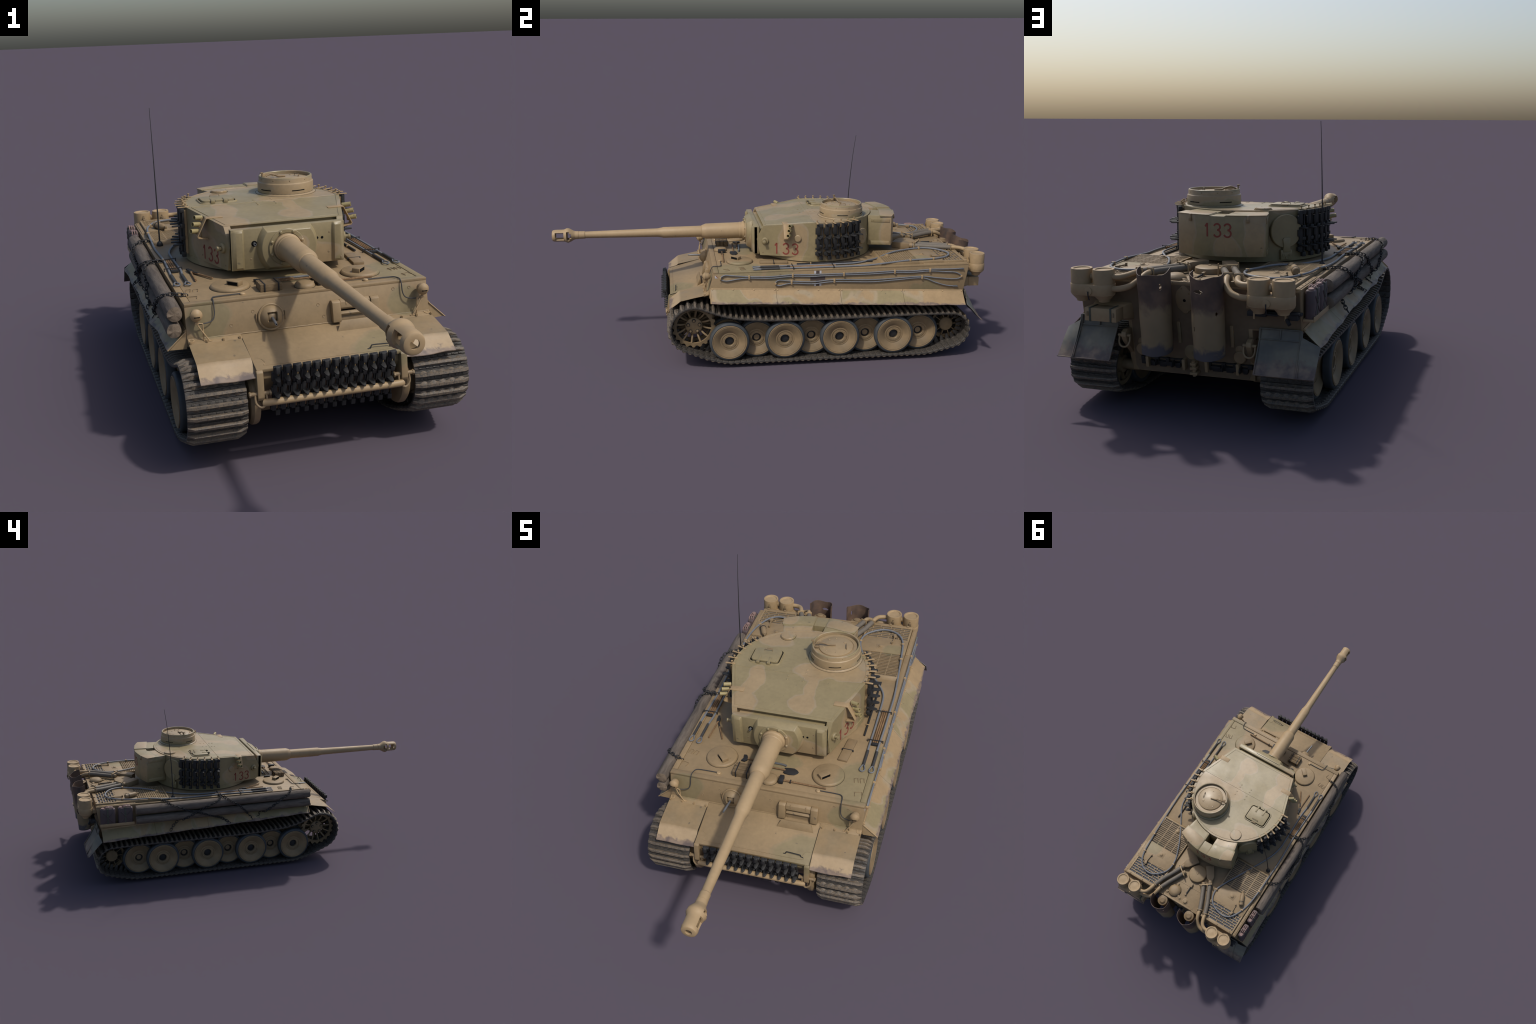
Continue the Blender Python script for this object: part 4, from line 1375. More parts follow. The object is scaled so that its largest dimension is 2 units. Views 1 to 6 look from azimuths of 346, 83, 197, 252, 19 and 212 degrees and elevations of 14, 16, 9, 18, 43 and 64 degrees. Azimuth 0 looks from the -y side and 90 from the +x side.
mg.shell(lambda i, j: mgp(i, j, 0.0355), lambda i, j: mgp(i, j, 0.030), NI, NJ2, True, mg_open)
mg.mat(M_TANDARK).ball(mc + nf * 0.002, 0.0195, 20, 10)
mg.mat(M_STEEL).lathe([(0.0042, 0), (0.0042, 0.058), (0.0036, 0.060), (0.0036, 0.071), (0.0020, 0.071), (0.0018, 0.06), (0, 0.06)], mc + nf * 0.012, Vector((-0.10, -1, 0.02)), 12)
mg.mat(M_TANDARK)
for sd in SIDES:
    mg.box(mc + Vector((sd * 0.0435, 0.003, 0.0)), (0.0035, 0.006, 0.026), b=0.0008)
mg.obj(HULL, 35)

vi = Part("driver_visor", M_HULL)
X0, X1 = 0.067, 0.2145
Rf = Matrix.Rotation(-atan2(nf.z, -nf.y), 3, "X")


def fp(x, z, h):                        # point on the front plate
    y = -0.264 - (0.4335 - z) * 0.2404
    return Vector((x, y, z)) + nf * h


for a, c, hgt in ((X0, X0 + 0.026, 0.021), (X1 - 0.026, X1, 0.021)):
    vi.loft([[fp(x, 0.3395, -0.004) for x in (a, c)] + [fp(x, 0.3395, 0.019) for x in (c, a)],
             [fp(x, 0.3960, -0.004) for x in (a, c)] + [fp(x, 0.3960, 0.021) for x in (c, a)],
             [fp(x, 0.4030, -0.004) for x in (a, c)] + [fp(x, 0.4030, 0.013) for x in (c, a)]], 0.0015)
for z0, z1, h in ((0.3745, 0.4035, 0.0165), (0.3565, 0.3700, 0.0120)):
    vi.loft([[fp(x, z, -0.004) for x in (X0 + 0.0275, X1 - 0.0275)] + [fp(x, z, hh) for x in (X1 - 0.0275, X0 + 0.0275)]
             for z, hh in ((z0, h * 0.75), (z0 + 0.005, h), (z1 - 0.008, h), (z1, h * 0.55))], 0.001)
vi.box(fp(X0 + 0.045, 0.393, 0.0155), (0.004, 0.004, 0.014), R=Rf, b=0.0008)
vi.box(fp(X1 - 0.045, 0.393, 0.0155), (0.004, 0.004, 0.014), R=Rf, b=0.0008)
vi.mat(M_HOLE).loft([[fp(x, 0.3680, -0.002) for x in (X0 + 0.026, X1 - 0.026)] + [fp(x, 0.3680, 0.004) for x in (X1 - 0.026, X0 + 0.026)],
                     [fp(x, 0.3765, -0.002) for x in (X0 + 0.026, X1 - 0.026)] + [fp(x, 0.3765, 0.004) for x in (X1 - 0.026, X0 + 0.026)]])
vi.mat(M_TANDARK).loft([[fp(x, 0.3430, -0.002) for x in (X0 + 0.026, X1 - 0.026)] + [fp(x, 0.3430, 0.003) for x in (X1 - 0.026, X0 + 0.026)],
                        [fp(x, 0.3670, -0.002) for x in (X0 + 0.026, X1 - 0.026)] + [fp(x, 0.3670, 0.003) for x in (X1 - 0.026, X0 + 0.026)]])
vi.mat(M_HULL)
# splash guard below: a low wedge on the glacis
za = lambda y: 0.3345 - (-0.300 - y) * 0.2587
zd = 0.3545
vi.add([(0.0680, -0.3325, za(-0.3325)), (0.2090, -0.3325, za(-0.3325)), (0.0850, -0.3220, zd), (0.1970, -0.3220, zd),
        (0.0850, -0.3140, za(-0.314) - 0.002), (0.1970, -0.3140, za(-0.314) - 0.002), (0.0680, -0.3325, za(-0.3325) - 0.004), (0.2090, -0.3325, za(-0.3325) - 0.004),
        (0.0850, -0.3155, zd - 0.001), (0.1970, -0.3155, zd - 0.001)],
       [(0, 1, 3, 2), (2, 3, 9, 8), (8, 9, 5, 4), (0, 2, 8, 4, 6), (1, 7, 5, 9, 3), (0, 6, 7, 1), (4, 5, 7, 6)], 0.0006)
vi.obj(HULL, 30)

hd = Part("glacis_handle", M_DARK)
hz = lambda y: za(y)
hd.tube(cr([(0.122, -0.432, hz(-0.432) + 0.001), (0.130, -0.431, hz(-0.431) + 0.001), (0.133, -0.430, hz(-0.43) + 0.008), (0.140, -0.430, hz(-0.43) + 0.010), (0.178, -0.432, hz(-0.432) + 0.010),
            (0.186, -0.432, hz(-0.432) + 0.008), (0.189, -0.433, hz(-0.433) + 0.001), (0.197, -0.434, hz(-0.434) + 0.001)], 3), 0.0018, 6)
hd.obj(HULL)
nick = Part("armour_nick", M_TANDARK)          # shallow shell scars on front and turret plates
for x, z in ((-0.168, 0.398), (-0.235, 0.366), (0.27, 0.415), (0.03, 0.395), (0.045, 0.36), (0.322, 0.414)):
    nick.lathe([(0.0052, -0.0005), (0.0045, 0.0010), (0.0022, -0.0002), (0, -0.0004)], fp(x, z, 0.0), nf, 7)
nick.obj(HULL, 60, "stuff")

for sd in SIDES:                         # headlamps with bracket and conduit
    lx = mx(sd, 0.3458)
    lc = Vector((lx, -0.2965, 0.4145))
    p = Part("headlamp", M_TAN)
    p.lathe([(0.0, -0.0195), (0.008, -0.0185), (0.0135, -0.0130), (0.0165, -0.004), (0.0165, 0.0025), (0.0178, 0.003), (0.0178, 0.007), (0.0160, 0.0085), (0.0120, 0.0135), (0.0060, 0.0165), (0, 0.0172)], lc, (0, -1, 0), 26)
    p.mat(M_HOLE).box(lc + Vector((0, -0.0135, -0.0025)), (0.0170, 0.008, 0.0028), b=0.0005)
    p.mat(M_TAN)
    p.cyl(lc + Vector((0, 0.002, -0.014)), lc + Vector((0, 0.002, -0.024)), 0.0042, 10)
    b0 = lc + Vector((-sd * 0.001, 0.002, -0.026))
    p.box(b0, (0.012, 0.008, 0.006), b=0.001)
    p.tube([b0 + Vector((-sd * 0.004, 0, 0)), b0 + Vector((-sd * 0.0165, -0.002, -0.001)), (lx - sd * 0.0185, -0.298, 0.338)], 0.0024, 6)
    p.tube([b0, b0 + Vector((-sd * 0.012, -0.006, -0.020)), (lx - sd * 0.034, -0.3035, 0.3365)], 0.0020, 6)
    p.box((lx - sd * 0.030, -0.3015, 0.3365), (0.024, 0.008, 0.002), b=0.0005)
    p.mat(M_SLEEVE)
    w = [(mx(sd, 0.197), -0.2245, DECK + 0.0035), (mx(sd, 0.262), -0.2245, DECK + 0.0030), (mx(sd, 0.281), -0.2300, DECK + 0.0035), (mx(sd, 0.2870), -0.2450, DECK + 0.0045), (mx(sd, 0.2880), -0.2620, DECK + 0.0045),
         (mx(sd, 0.2885), -0.2710, DECK - 0.006), (mx(sd, 0.2895), -0.2790, 0.405), (mx(sd, 0.296), -0.2850, 0.391), (mx(sd, 0.312), -0.2900, 0.3860), (mx(sd, 0.340), -0.2960, 0.3865)]
    p.tube(cr(w, 5), 0.0019, 6)
    p.mat(M_TAN).lathe([(0.0085, -0.001), (0.0085, 0.003), (0.0060, 0.0055), (0, 0.0058)], (mx(sd, 0.192), -0.2245, DECK), (0, 0, 1), 16)
    p.obj(HULL, 32)

for sd in SIDES:                         # crew hatches
    p = Part("crew_hatch", M_HULL)
    hc = (mx(sd, 0.2090), -0.135, DECK)
    p.lathe([(0.0605, -0.002), (0.0605, 0.0030), (0.0595, 0.0055), (0.0560, 0.0092), (0.0545, 0.0098), (0, 0.0100)], hc, (0, 0, 1), 48)
    dark_ring(p, hc, 0.0606, M_HULL)
    ang = radians(45) if sd > 0 else radians(133)
    pc = Vector((hc[0] + sd * -0.011, hc[1] - 0.017, DECK + 0.0165))
    p.box(pc, (0.043, 0.025, 0.0150), ang, 0.0016)
    face = Vector((sin(ang), -cos(ang), 0)) * (1 if sd > 0 else -1)
    face = Vector((0.7, -0.7, 0)) if sd > 0 else Vector((-0.73, -0.68, 0))
    p.mat(M_HOLE).box(pc + face.normalized() * 0.0117, (0.035, 0.0024, 0.0098), ang)
    p.obj(HULL, 30)

vent = Part("roof_ventilator", M_HULL)
vent.lathe([(0.031, -0.002), (0.031, 0.003), (0.030, 0.007), (0.0265, 0.0115), (0.020, 0.0135), (0, 0.0145)], (0.010, -0.211, DECK), (0, 0, 1), 36)
dark_ring(vent, (0.010, -0.211, DECK), 0.0311, M_HULL)
vent.obj(HULL, 40)
lugs = Part("lifting_lug", M_TANDARK)    # low bent straps on the roof corners
for sd in SIDES:
    for x, y, w, l in ((0.337, -0.205, 0.013, 0.020), (0.337, -0.133, 0.007, 0.022), (0.315, -0.136, 0.007, 0.022)):
        e = lambda u, v, z: (mx(sd, x + u * 0.97 - v * 0.25), y + v * 0.97 + u * 0.25, DECK + z)
        lugs.tube([e(-w, -l / 2, -0.001), e(-w, -l / 2, 0.001), e(-w, l / 2, 0.0012), e(w, l / 2, 0.0012), e(w, -l / 2, 0.001), e(w, -l / 2, -0.001)], 0.0011, 6)
lugs.obj(HULL, 30, "stuff")

# ---------------------------------------------------------------- tools on the roof
p = Part("jack_block", M_BLOCK)
for k in range(3):
    p.box((-0.097, -0.2165 + 0.0185 * k, DECK + 0.0115), (0.068, 0.0175, 0.023), 0.02, 0.0018)
p.mat(M_DARK)
for x in (-0.118, -0.075):
    p.box((x, -0.198, DECK + 0.0118), (0.004, 0.060, 0.0248), 0.02, 0.0005)
p.obj(HULL, 30)

p = Part("sledge_hammer", M_WOOD)
p.tube([(0.056, -0.2065, DECK + 0.006), (0.14, -0.2085, DECK + 0.006), (0.225, -0.2105, DECK + 0.006)], 0.0034, 8)
p.mat(M_DARK).box((0.055, -0.207, DECK + 0.009), (0.017, 0.036, 0.016), 0.05, 0.0025)
p.box((0.090, -0.2075, DECK + 0.006), (0.004, 0.012, 0.010), 0, 0.0008)
p.obj(HULL, 35)
p = Part("shovel", M_WOOD)
p.tube([(-0.085, -0.146, DECK + 0.006), (0.055, -0.1515, DECK + 0.006)], 0.0032, 8)
p.mat(M_DARK)
bl = [(0.050, -0.139), (0.064, -0.136), (0.085, -0.134), (0.098, -0.139), (0.106, -0.148), (0.104, -0.157), (0.093, -0.167), (0.074, -0.1705), (0.056, -0.168), (0.050, -0.164)]
p.loft([[(x, y, DECK + 0.002) for x, y in bl], [(x, y, DECK + 0.0055 - 0.0025 * (x > 0.09)) for x, y in bl]], 0.0006)
p.obj(HULL, 35)
p = Part("axe", M_WOOD)
p.tube([(-0.105, -0.124, DECK + 0.005), (0.0, -0.130, DECK + 0.005)], 0.003, 8)
p.mat(M_DARK)
bl = [(-0.122, -0.107), (-0.110, -0.106), (-0.103, -0.118), (-0.101, -0.132), (-0.110, -0.142), (-0.124, -0.140), (-0.118, -0.124)]
p.loft([[(x, y, DECK + 0.001) for x, y in bl], [(x, y, DECK + 0.008) for x, y in bl]], 0.0012)
p.obj(HULL, 35)
p = Part("pry_bar", M_STEEL)
p.tube(cr([(-0.06, -0.117, DECK + 0.0045), (0.0, -0.1215, DECK + 0.0045), (0.035, -0.123, DECK + 0.0045), (0.052, -0.127, DECK + 0.0045)], 4), 0.0040, 8)
p.obj(HULL)
p = Part("pry_bar", M_DARK)
p.tube([(mx(1, 0.292), 0.118, DECK + 0.004), (mx(1, 0.291), 0.30, DECK + 0.004), (mx(1, 0.289), 0.470, DECK + 0.004)], 0.0038, 8)
p.mat(M_TAN).box((mx(1, 0.292), 0.182, DECK + 0.004), (0.013, 0.004, 0.010), 0, 0.001)
p.obj(HULL)
p = Part("stowed_flat_case", M_TANDARK)
q = [(0.2445, 0.082), (0.2800, 0.079), (0.2665, -0.048), (0.2310, -0.045)]
p.loft([[(x, y, DECK - 0.001) for x, y in q], [(x, y, DECK + 0.0085) for x, y in q]], 0.0012)
p.mat(M_DARK).box((0.2555, 0.017, DECK + 0.005), (0.046, 0.004, 0.009), -0.06, 0.0008)
p.obj(HULL, 30)
p = Part("bolt_cutter", M_WOOD)
ap0 = Vector((-0.286, 0.062, DECK + 0.005))
for e in ((-0.235, -0.038), (-0.289, -0.044)):
    p.tube([ap0, (e[0], e[1], DECK + 0.005)], 0.0032, 8)
p.mat(M_DARK).box(ap0 + Vector((0, 0.006, 0.001)), (0.014, 0.022, 0.008), 0.2, 0.0015)
p.box(ap0 + Vector((-0.003, 0.022, 0.001)), (0.009, 0.018, 0.006), 0.35, 0.001)
p.box(ap0 + Vector((0.012, -0.022, 0.000)), (0.006, 0.026, 0.0076), 0.48, 0.001)
p.obj(HULL, 35)


def cable_eye(part, x, y, z, flip=1):
    """teardrop loop pointing to -y"""
    pts = [(x - 0.0010, y + 0.004, z), (x - 0.0085, y - 0.018, z), (x - 0.0075, y - 0.030, z), (x, y - 0.0350, z), (x + 0.0075, y - 0.030, z), (x + 0.0085, y - 0.018, z), (x + 0.0010, y + 0.004, z)]
    part.tube(cr(pts, 5), 0.0024, 8)


for sd in SIDES:                         # tow cables laid on the roof
    p = Part("tow_cable", M_CABLE)
    zc = DECK + 0.0055
    if sd > 0:
        ln = [(0.366, -0.052), (0.3645, 0.044), (0.367, 0.16), (0.3675, 0.273), (0.368, 0.36), (0.3645, 0.440), (0.3575, 0.545), (0.350, 0.640), (0.341, 0.735), (0.329, 0.782), (0.309, 0.815), (0.279, 0.836), (0.240, 0.841), (0.203, 0.824),
              (0.170, 0.792), (0.155, 0.752), (0.158, 0.705), (0.172, 0.662), (0.198, 0.603), (0.226, 0.553), (0.256, 0.503), (0.286, 0.456), (0.312, 0.412), (0.3255, 0.364), (0.3285, 0.272), (0.3300, 0.16), (0.3295, 0.061), (0.331, -0.052)]
    else:
        ln = [(-0.352, -0.046), (-0.353, 0.036), (-0.350, 0.104), (-0.346, 0.249), (-0.351, 0.402), (-0.348, 0.520), (-0.347, 0.610), (-0.339, 0.694), (-0.325, 0.749), (-0.305, 0.794), (-0.282, 0.822), (-0.248, 0.835), (-0.206, 0.828),
              (-0.166, 0.808), (-0.142, 0.774), (-0.136, 0.727), (-0.162, 0.665), (-0.197, 0.599), (-0.241, 0.509), (-0.290, 0.410), (-0.311, 0.338), (-0.314, 0.268), (-0.3125, 0.101), (-0.317, 0.038), (-0.319, -0.050)]
    pts = []
    n = len(ln)
    for i, (x, y) in enumerate(ln):
        lift = 0.0125 if y > 0.5 else 0.0
        pts.append((x, y, zc + lift * min(1, max(0, (y - 0.5) / 0.08))))
    p.tube(cr(pts, 5), 0.0040, 8)
    for e in (ln[0], ln[-1]):
        cable_eye(p, e[0], e[1], zc)
        p.mat(M_SLEEVE).tube([(e[0], e[1], zc), (e[0], e[1] + 0.083, zc)], 0.0054, 10)
        p.mat(M_CABLE)
    p.obj(HULL, 40)
    rods = Part("cleaning_rod_bundle", M_WOOD)
    if sd > 0:
        xs, ya, yb, xl, xr = (0.3405, 0.348, 0.3555), 0.070, 0.288, 0.318, 0.377
    else:
        xs, ya, yb, xl, xr = (-0.340, -0.333, -0.326), 0.085, 0.245, -0.364, -0.306
    for x in xs:
        rods.tube([(x, ya, DECK + 0.005), (x + 0.001, yb, DECK + 0.005)], 0.0034, 8)
    rods.mat(M_DARK)
    for y in (ya + 0.022, yb - 0.014):
        rods.box(((xl + xr) / 2, y, DECK + 0.0105), (xr - xl, 0.004, 0.0022), 0, 0.0005)
        for x in (xl, xr):
            rods.box((x, y, DECK + 0.006), (0.003, 0.004, 0.013), 0, 0.0005)
    rods.box((sum(xs) / 3, ya + 0.004, DECK + 0.005), (0.024, 0.012, 0.009), 0, 0.001)
    rods.obj(HULL, 40)
GZ0 = DECK + 0.0125
clips = Part("cable_clip", M_TAN)
for x, y in ((0.340, 0.744), (0.154, 0.730), (-0.136, 0.727), (-0.322, 0.755), (0.3515, 0.632), (-0.347, 0.615)):
    clips.box((x, y, GZ0 + 0.006), (0.013, 0.008, 0.011), 0.2, 0.0015)

# thin cable strung along the left flank
p = Part("track_changing_cable", M_CABLE)
sx = XS + 0.0042
A1 = [(-0.236, 0.411), (-0.228, 0.420), (-0.212, 0.4255), (-0.187, 0.4225), (-0.11, 0.4150), (-0.015, 0.4115), (0.086, 0.4165), (0.178, 0.4130), (0.21, 0.4138), (0.319, 0.4135), (0.442, 0.4140), (0.553, 0.4165), (0.631, 0.4135), (0.717, 0.4175), (0.79, 0.4165), (0.862, 0.4160)]
A2 = [(-0.236, 0.411), (-0.228, 0.403), (-0.205, 0.3985), (-0.160, 0.4050), (-0.11, 0.4080), (-0.015, 0.4035), (0.086, 0.4088), (0.178, 0.4045), (0.21, 0.4055), (0.319, 0.4062), (0.442, 0.4060), (0.553, 0.4090), (0.631, 0.4060), (0.717, 0.4095), (0.79, 0.4035), (0.833, 0.4000),
      (0.857, 0.3900), (0.866, 0.3800), (0.857, 0.3710), (0.825, 0.3685), (0.75, 0.3765), (0.680, 0.3860), (0.56, 0.3820), (0.444, 0.3792), (0.275, 0.3860), (0.179, 0.3800), (0.082, 0.3865), (0.031, 0.3930), (0.014, 0.3875), (0.010, 0.3760),
      (0.0270, 0.3678), (0.082, 0.3768), (0.179, 0.3702), (0.275, 0.3765), (0.444, 0.3690), (0.56, 0.3735), (0.680, 0.3785), (0.744, 0.3555), (0.793, 0.3395), (0.837, 0.3340)]
p.tube(cr([(sx, y, z) for y, z in A1], 5), 0.0027, 8)
p.tube(cr([(sx, y, z) for y, z in A2], 5), 0.0027, 8)
p.mat(M_STEEL)
for y, z in ((0.862, 0.416), (0.837, 0.334)):
    p.box((sx, y, z), (0.008, 0.018, 0.007), 0, 0.0015)
    p.cyl((sx - 0.004, y + 0.010, z), (sx + 0.005, y + 0.010, z), 0.0035, 10)
p.obj(HULL, 40)
for y, z, h in ((-0.108, 0.4115, 0.018), (0.087, 0.4125, 0.018), (0.319, 0.4100, 0.018), (0.553, 0.4125, 0.018), (0.717, 0.4135, 0.018), (0.082, 0.3815, 0.019), (0.276, 0.3812, 0.019), (0.681, 0.3822, 0.018), (0.866, 0.3800, 0.010),
                (-0.236, 0.4110, 0.010), (0.010, 0.3780, 0.010)):
    clips.box((XS + 0.0045, y, z), (0.0095, 0.008, h), 0, 0.0014)
clips.obj(HULL, 30, "stuff")

# antenna
an = Part("radio_antenna", M_DARK)
an.lathe([(0.012, -0.001), (0.012, 0.004), (0.009, 0.012), (0.005, 0.016), (0, 0.016)], (-0.323, 0.480, DECK), (0, 0, 1), 16)
apts = cr([(-0.323, 0.4800, DECK + 0.01), (-0.323, 0.4835, 0.56), (-0.3232, 0.4890, 0.66), (-0.3232, 0.4965, 0.75), (-0.3232, 0.5065, 0.845), (-0.323, 0.5195, 0.9345)], 6)
an.tube(apts, [0.0030 - 0.0022 * i / (len(apts) - 1) for i in range(len(apts))], 8)
an.obj(TANK, 40)

# ---------------------------------------------------------------- engine deck
GZ = DECK + 0.0125
for sd in SIDES:
    fr = Part("radiator_grille", M_HULL)
    xi, xo = mx(sd, 0.146), mx(sd, 0.3515)
    xa, xb = min(xi, xo), max(xi, xo)
    # sloping front step and frame
    fr.mat(M_MESH).span((xa + 0.002, xb - 0.002), (0.512, 0.678), (0.4300, GZ - 0.0055))
    fr.span((xa + 0.002, xb - 0.002), (0.788, 0.890), (0.4300, GZ - 0.0055))
    fr.mat(M_HULL)
    fr.prism([(0.4960, 0.4355), (0.5075, GZ), (0.5140, GZ), (0.5140, 0.4340)], "x", xa, xb, 0.0010)
    for y0, y1 in ((0.674, 0.7870), (0.8830, 0.8990)):
        fr.span((xa, xb), (y0, y1), (0.430, GZ), 0.0010)
    for x0, x1 in ((xa, xa + 0.008), (xb - 0.008, xb)):
        fr.span((x0, x1), (0.5142, 0.6738), (0.430, GZ - 0.0003), 0.0008)
        fr.span((x0, x1), (0.7872, 0.8828), (0.430, GZ - 0.0003), 0.0008)
    # fine lattice
    nx, nyy = 36, 15
    for k in range(1, nyy):
        y = 0.514 + 0.160 * k / nyy
        w = 0.0030 if k % 5 else 0.0046
        fr.span((xa + 0.006, xb - 0.006), (y - w / 2, y + w / 2), (0.432, GZ - 0.0012))
    for k in range(1, nx):
        x = xa + 0.008 + (xb - xa - 0.016) * k / nx
        w = 0.0012 if k % 9 else 0.0046
        fr.span((x - w / 2, x + w / 2), (0.513, 0.675), (0.432, GZ - 0.0016))
    # coarse lattice in running bond
    rows = 7
    for k in range(rows + 1):
        y = 0.787 + 0.096 * k / rows
        fr.span((xa + 0.006, xb - 0.006), (y - 0.0018, y + 0.0018), (0.432, GZ - 0.0008))
        if k < rows:
            step = 0.047
            x = xa + 0.008 + (0.5 * step if k % 2 else 0.2 * step)
            while x < xb - 0.010:
                fr.span((x - 0.0020, x + 0.0020), (y, y + 0.096 / rows), (0.432, GZ - 0.0011))
                x += step
    # filler caps and hinge details
    for x, y in ((mx(sd, 0.239), 0.716), (mx(sd, 0.240), 0.551)):
        fr.lathe([(0.0125, -0.002), (0.0125, 0.0020), (0.0085, 0.0030), (0.0080, 0.0058), (0.0060, 0.0068), (0, 0.0070)], (x, y, GZ), (0, 0, 1), 18)
    fr.box((mx(sd, 0.239), 0.716, GZ), (0.038, 0.034, 0.0016), sd * 0.08, 0.0005)
    for x in (0.215, 0.185):
        fr.box((mx(sd, x), 0.778 + 0.004 * (x > 0.2), GZ + 0.0005), (0.034, 0.003, 0.0022), 0, 0.0005)
    fr.mat(M_TANDARK)
    for x in (0.165, 0.250, 0.330):
        fr.box((mx(sd, x), 0.8945, GZ + 0.0008), (0.010, 0.010, 0.005), 0, 0.001)
        fr.cyl((mx(sd, x) - 0.006, 0.898, GZ + 0.002), (mx(sd, x) + 0.006, 0.898, GZ + 0.002), 0.0025, 8)
    # latch stay
    fr.tube([(mx(sd, 0.285), 0.752, GZ + 0.004), (mx(sd, 0.2875), 0.792, GZ + 0.006)], 0.0030, 6)
    fr.box((mx(sd, 0.2875), 0.800, GZ + 0.006), (0.014, 0.020, 0.010), 0.3 * sd, 0.0015)
    fr.box((mx(sd, 0.283), 0.748, GZ + 0.005), (0.006, 0.008, 0.012), 0, 0.001)
    # outer side ledge
    fr.mat(M_HULL).span((mx(sd, 0.3535), mx(sd, 0.3680)), (0.690, 0.896), (0.435, DECK + 0.0035), 0.0012)
    for k in range(6):
        fr.bolt((mx(sd, 0.361), 0.70 + 0.036 * k, DECK + 0.0035), (0, 0, 1), 0.0026, 0.0014)
    fr.obj(HULL, 30)

dk = Part("engine_cover_fitting", M_HULL)
dk.lathe([(0.0505, -0.001), (0.0505, 0.013), (0.049, 0.018), (0.044, 0.0205), (0.020, 0.022), (0, 0.0225)], (0.0045, 0.704, DECK), (0, 0, 1), 40)
dark_ring(dk, (0.0045, 0.704, DECK), 0.0506, M_HULL)
dark_ring(dk, (0.064, 0.849, DECK), 0.0362, M_HULL)
dk.bolt((0.0045, 0.704, DECK + 0.022), (0, 0, 1), 0.006, 0.003, 6)
dk.lathe([(0.036, -0.001), (0.036, 0.006), (0.033, 0.010), (0.026, 0.0165), (0.018, 0.019), (0, 0.0195)], (0.064, 0.849, DECK), (0, 0, 1), 10, 0.001)
for k in range(3):
    a = 0.6 + 2.1 * k
    dk.lathe([(0.0065, -0.001), (0.0065, 0.005), (0.003, 0.006), (0, 0.006)], (0.064 + 0.043 * cos(a), 0.849 + 0.043 * sin(a), DECK), (0, 0, 1), 12)
    dk.box((0.064 + 0.037 * cos(a), 0.849 + 0.037 * sin(a), DECK + 0.003), (0.014, 0.008, 0.006), a, 0.001)
dk.lathe([(0.017, -0.001), (0.017, 0.002), (0.0125, 0.003), (0.0115, 0.008), (0.009, 0.0095), (0, 0.0095)], (-0.020, 0.872, DECK), (0, 0, 1), 20)
dk.lathe([(0.010, -0.001), (0.010, 0.002), (0.006, 0.003), (0.005, 0.006), (0, 0.006)], (0.018, 0.872, DECK), (0, 0, 1), 14)
dk.span((C - 0.110, C + 0.110), (0.785, 0.788), (DECK - 0.001, DECK + 0.0015), 0.0005)
dk.span((C - 0.082, C + 0.100), (0.893, 0.9005), (DECK - 0.001, DECK + 0.0030), 0.0008)
for x in (-0.11, -0.06, -0.085, 0.005, 0.11):
    for y in (0.80, 0.885):
        dk.bolt((C + x, y, DECK), (0, 0, 1), 0.003, 0.0016)
dk.mat(M_DARK).tube([(-0.003, 0.770, DECK + 0.006), (-0.002, 0.832, DECK + 0.005)], 0.0035, 6)
dk.mat(M_TANDARK).box((-0.0035, 0.778, DECK + 0.008), (0.010, 0.022, 0.010), 0.1, 0.0015)
dk.box((-0.001, 0.838, DECK + 0.005), (0.010, 0.010, 0.008), 0.4, 0.001)
dk.obj(HULL, 30)

ex = Part("fire_extinguisher", M_TANDARK)
e0, e1 = Vector((-0.276, 0.672, GZ + 0.013)), Vector((-0.306, 0.742, GZ + 0.012))
d = (e1 - e0).normalized()
ex.lathe([(0.006, -0.004), (0.009, 0.002), (0.0125, 0.008), (0.0125, 0.050), (0.0138, 0.051), (0.0138, 0.056), (0.0125, 0.057), (0.0125, 0.068), (0.010, 0.071), (0, 0.071)], e0, d, 20)
ex.box(e0 - d * 0.010, (0.008, 0.010, 0.010), 0.4, 0.0015)
ex.mat(M_DARK).lathe([(0.0130, 0.048), (0.0142, 0.0485), (0.0142, 0.0520), (0.0130, 0.0525)], e0, d, 20)
ex.obj(HULL, 30)

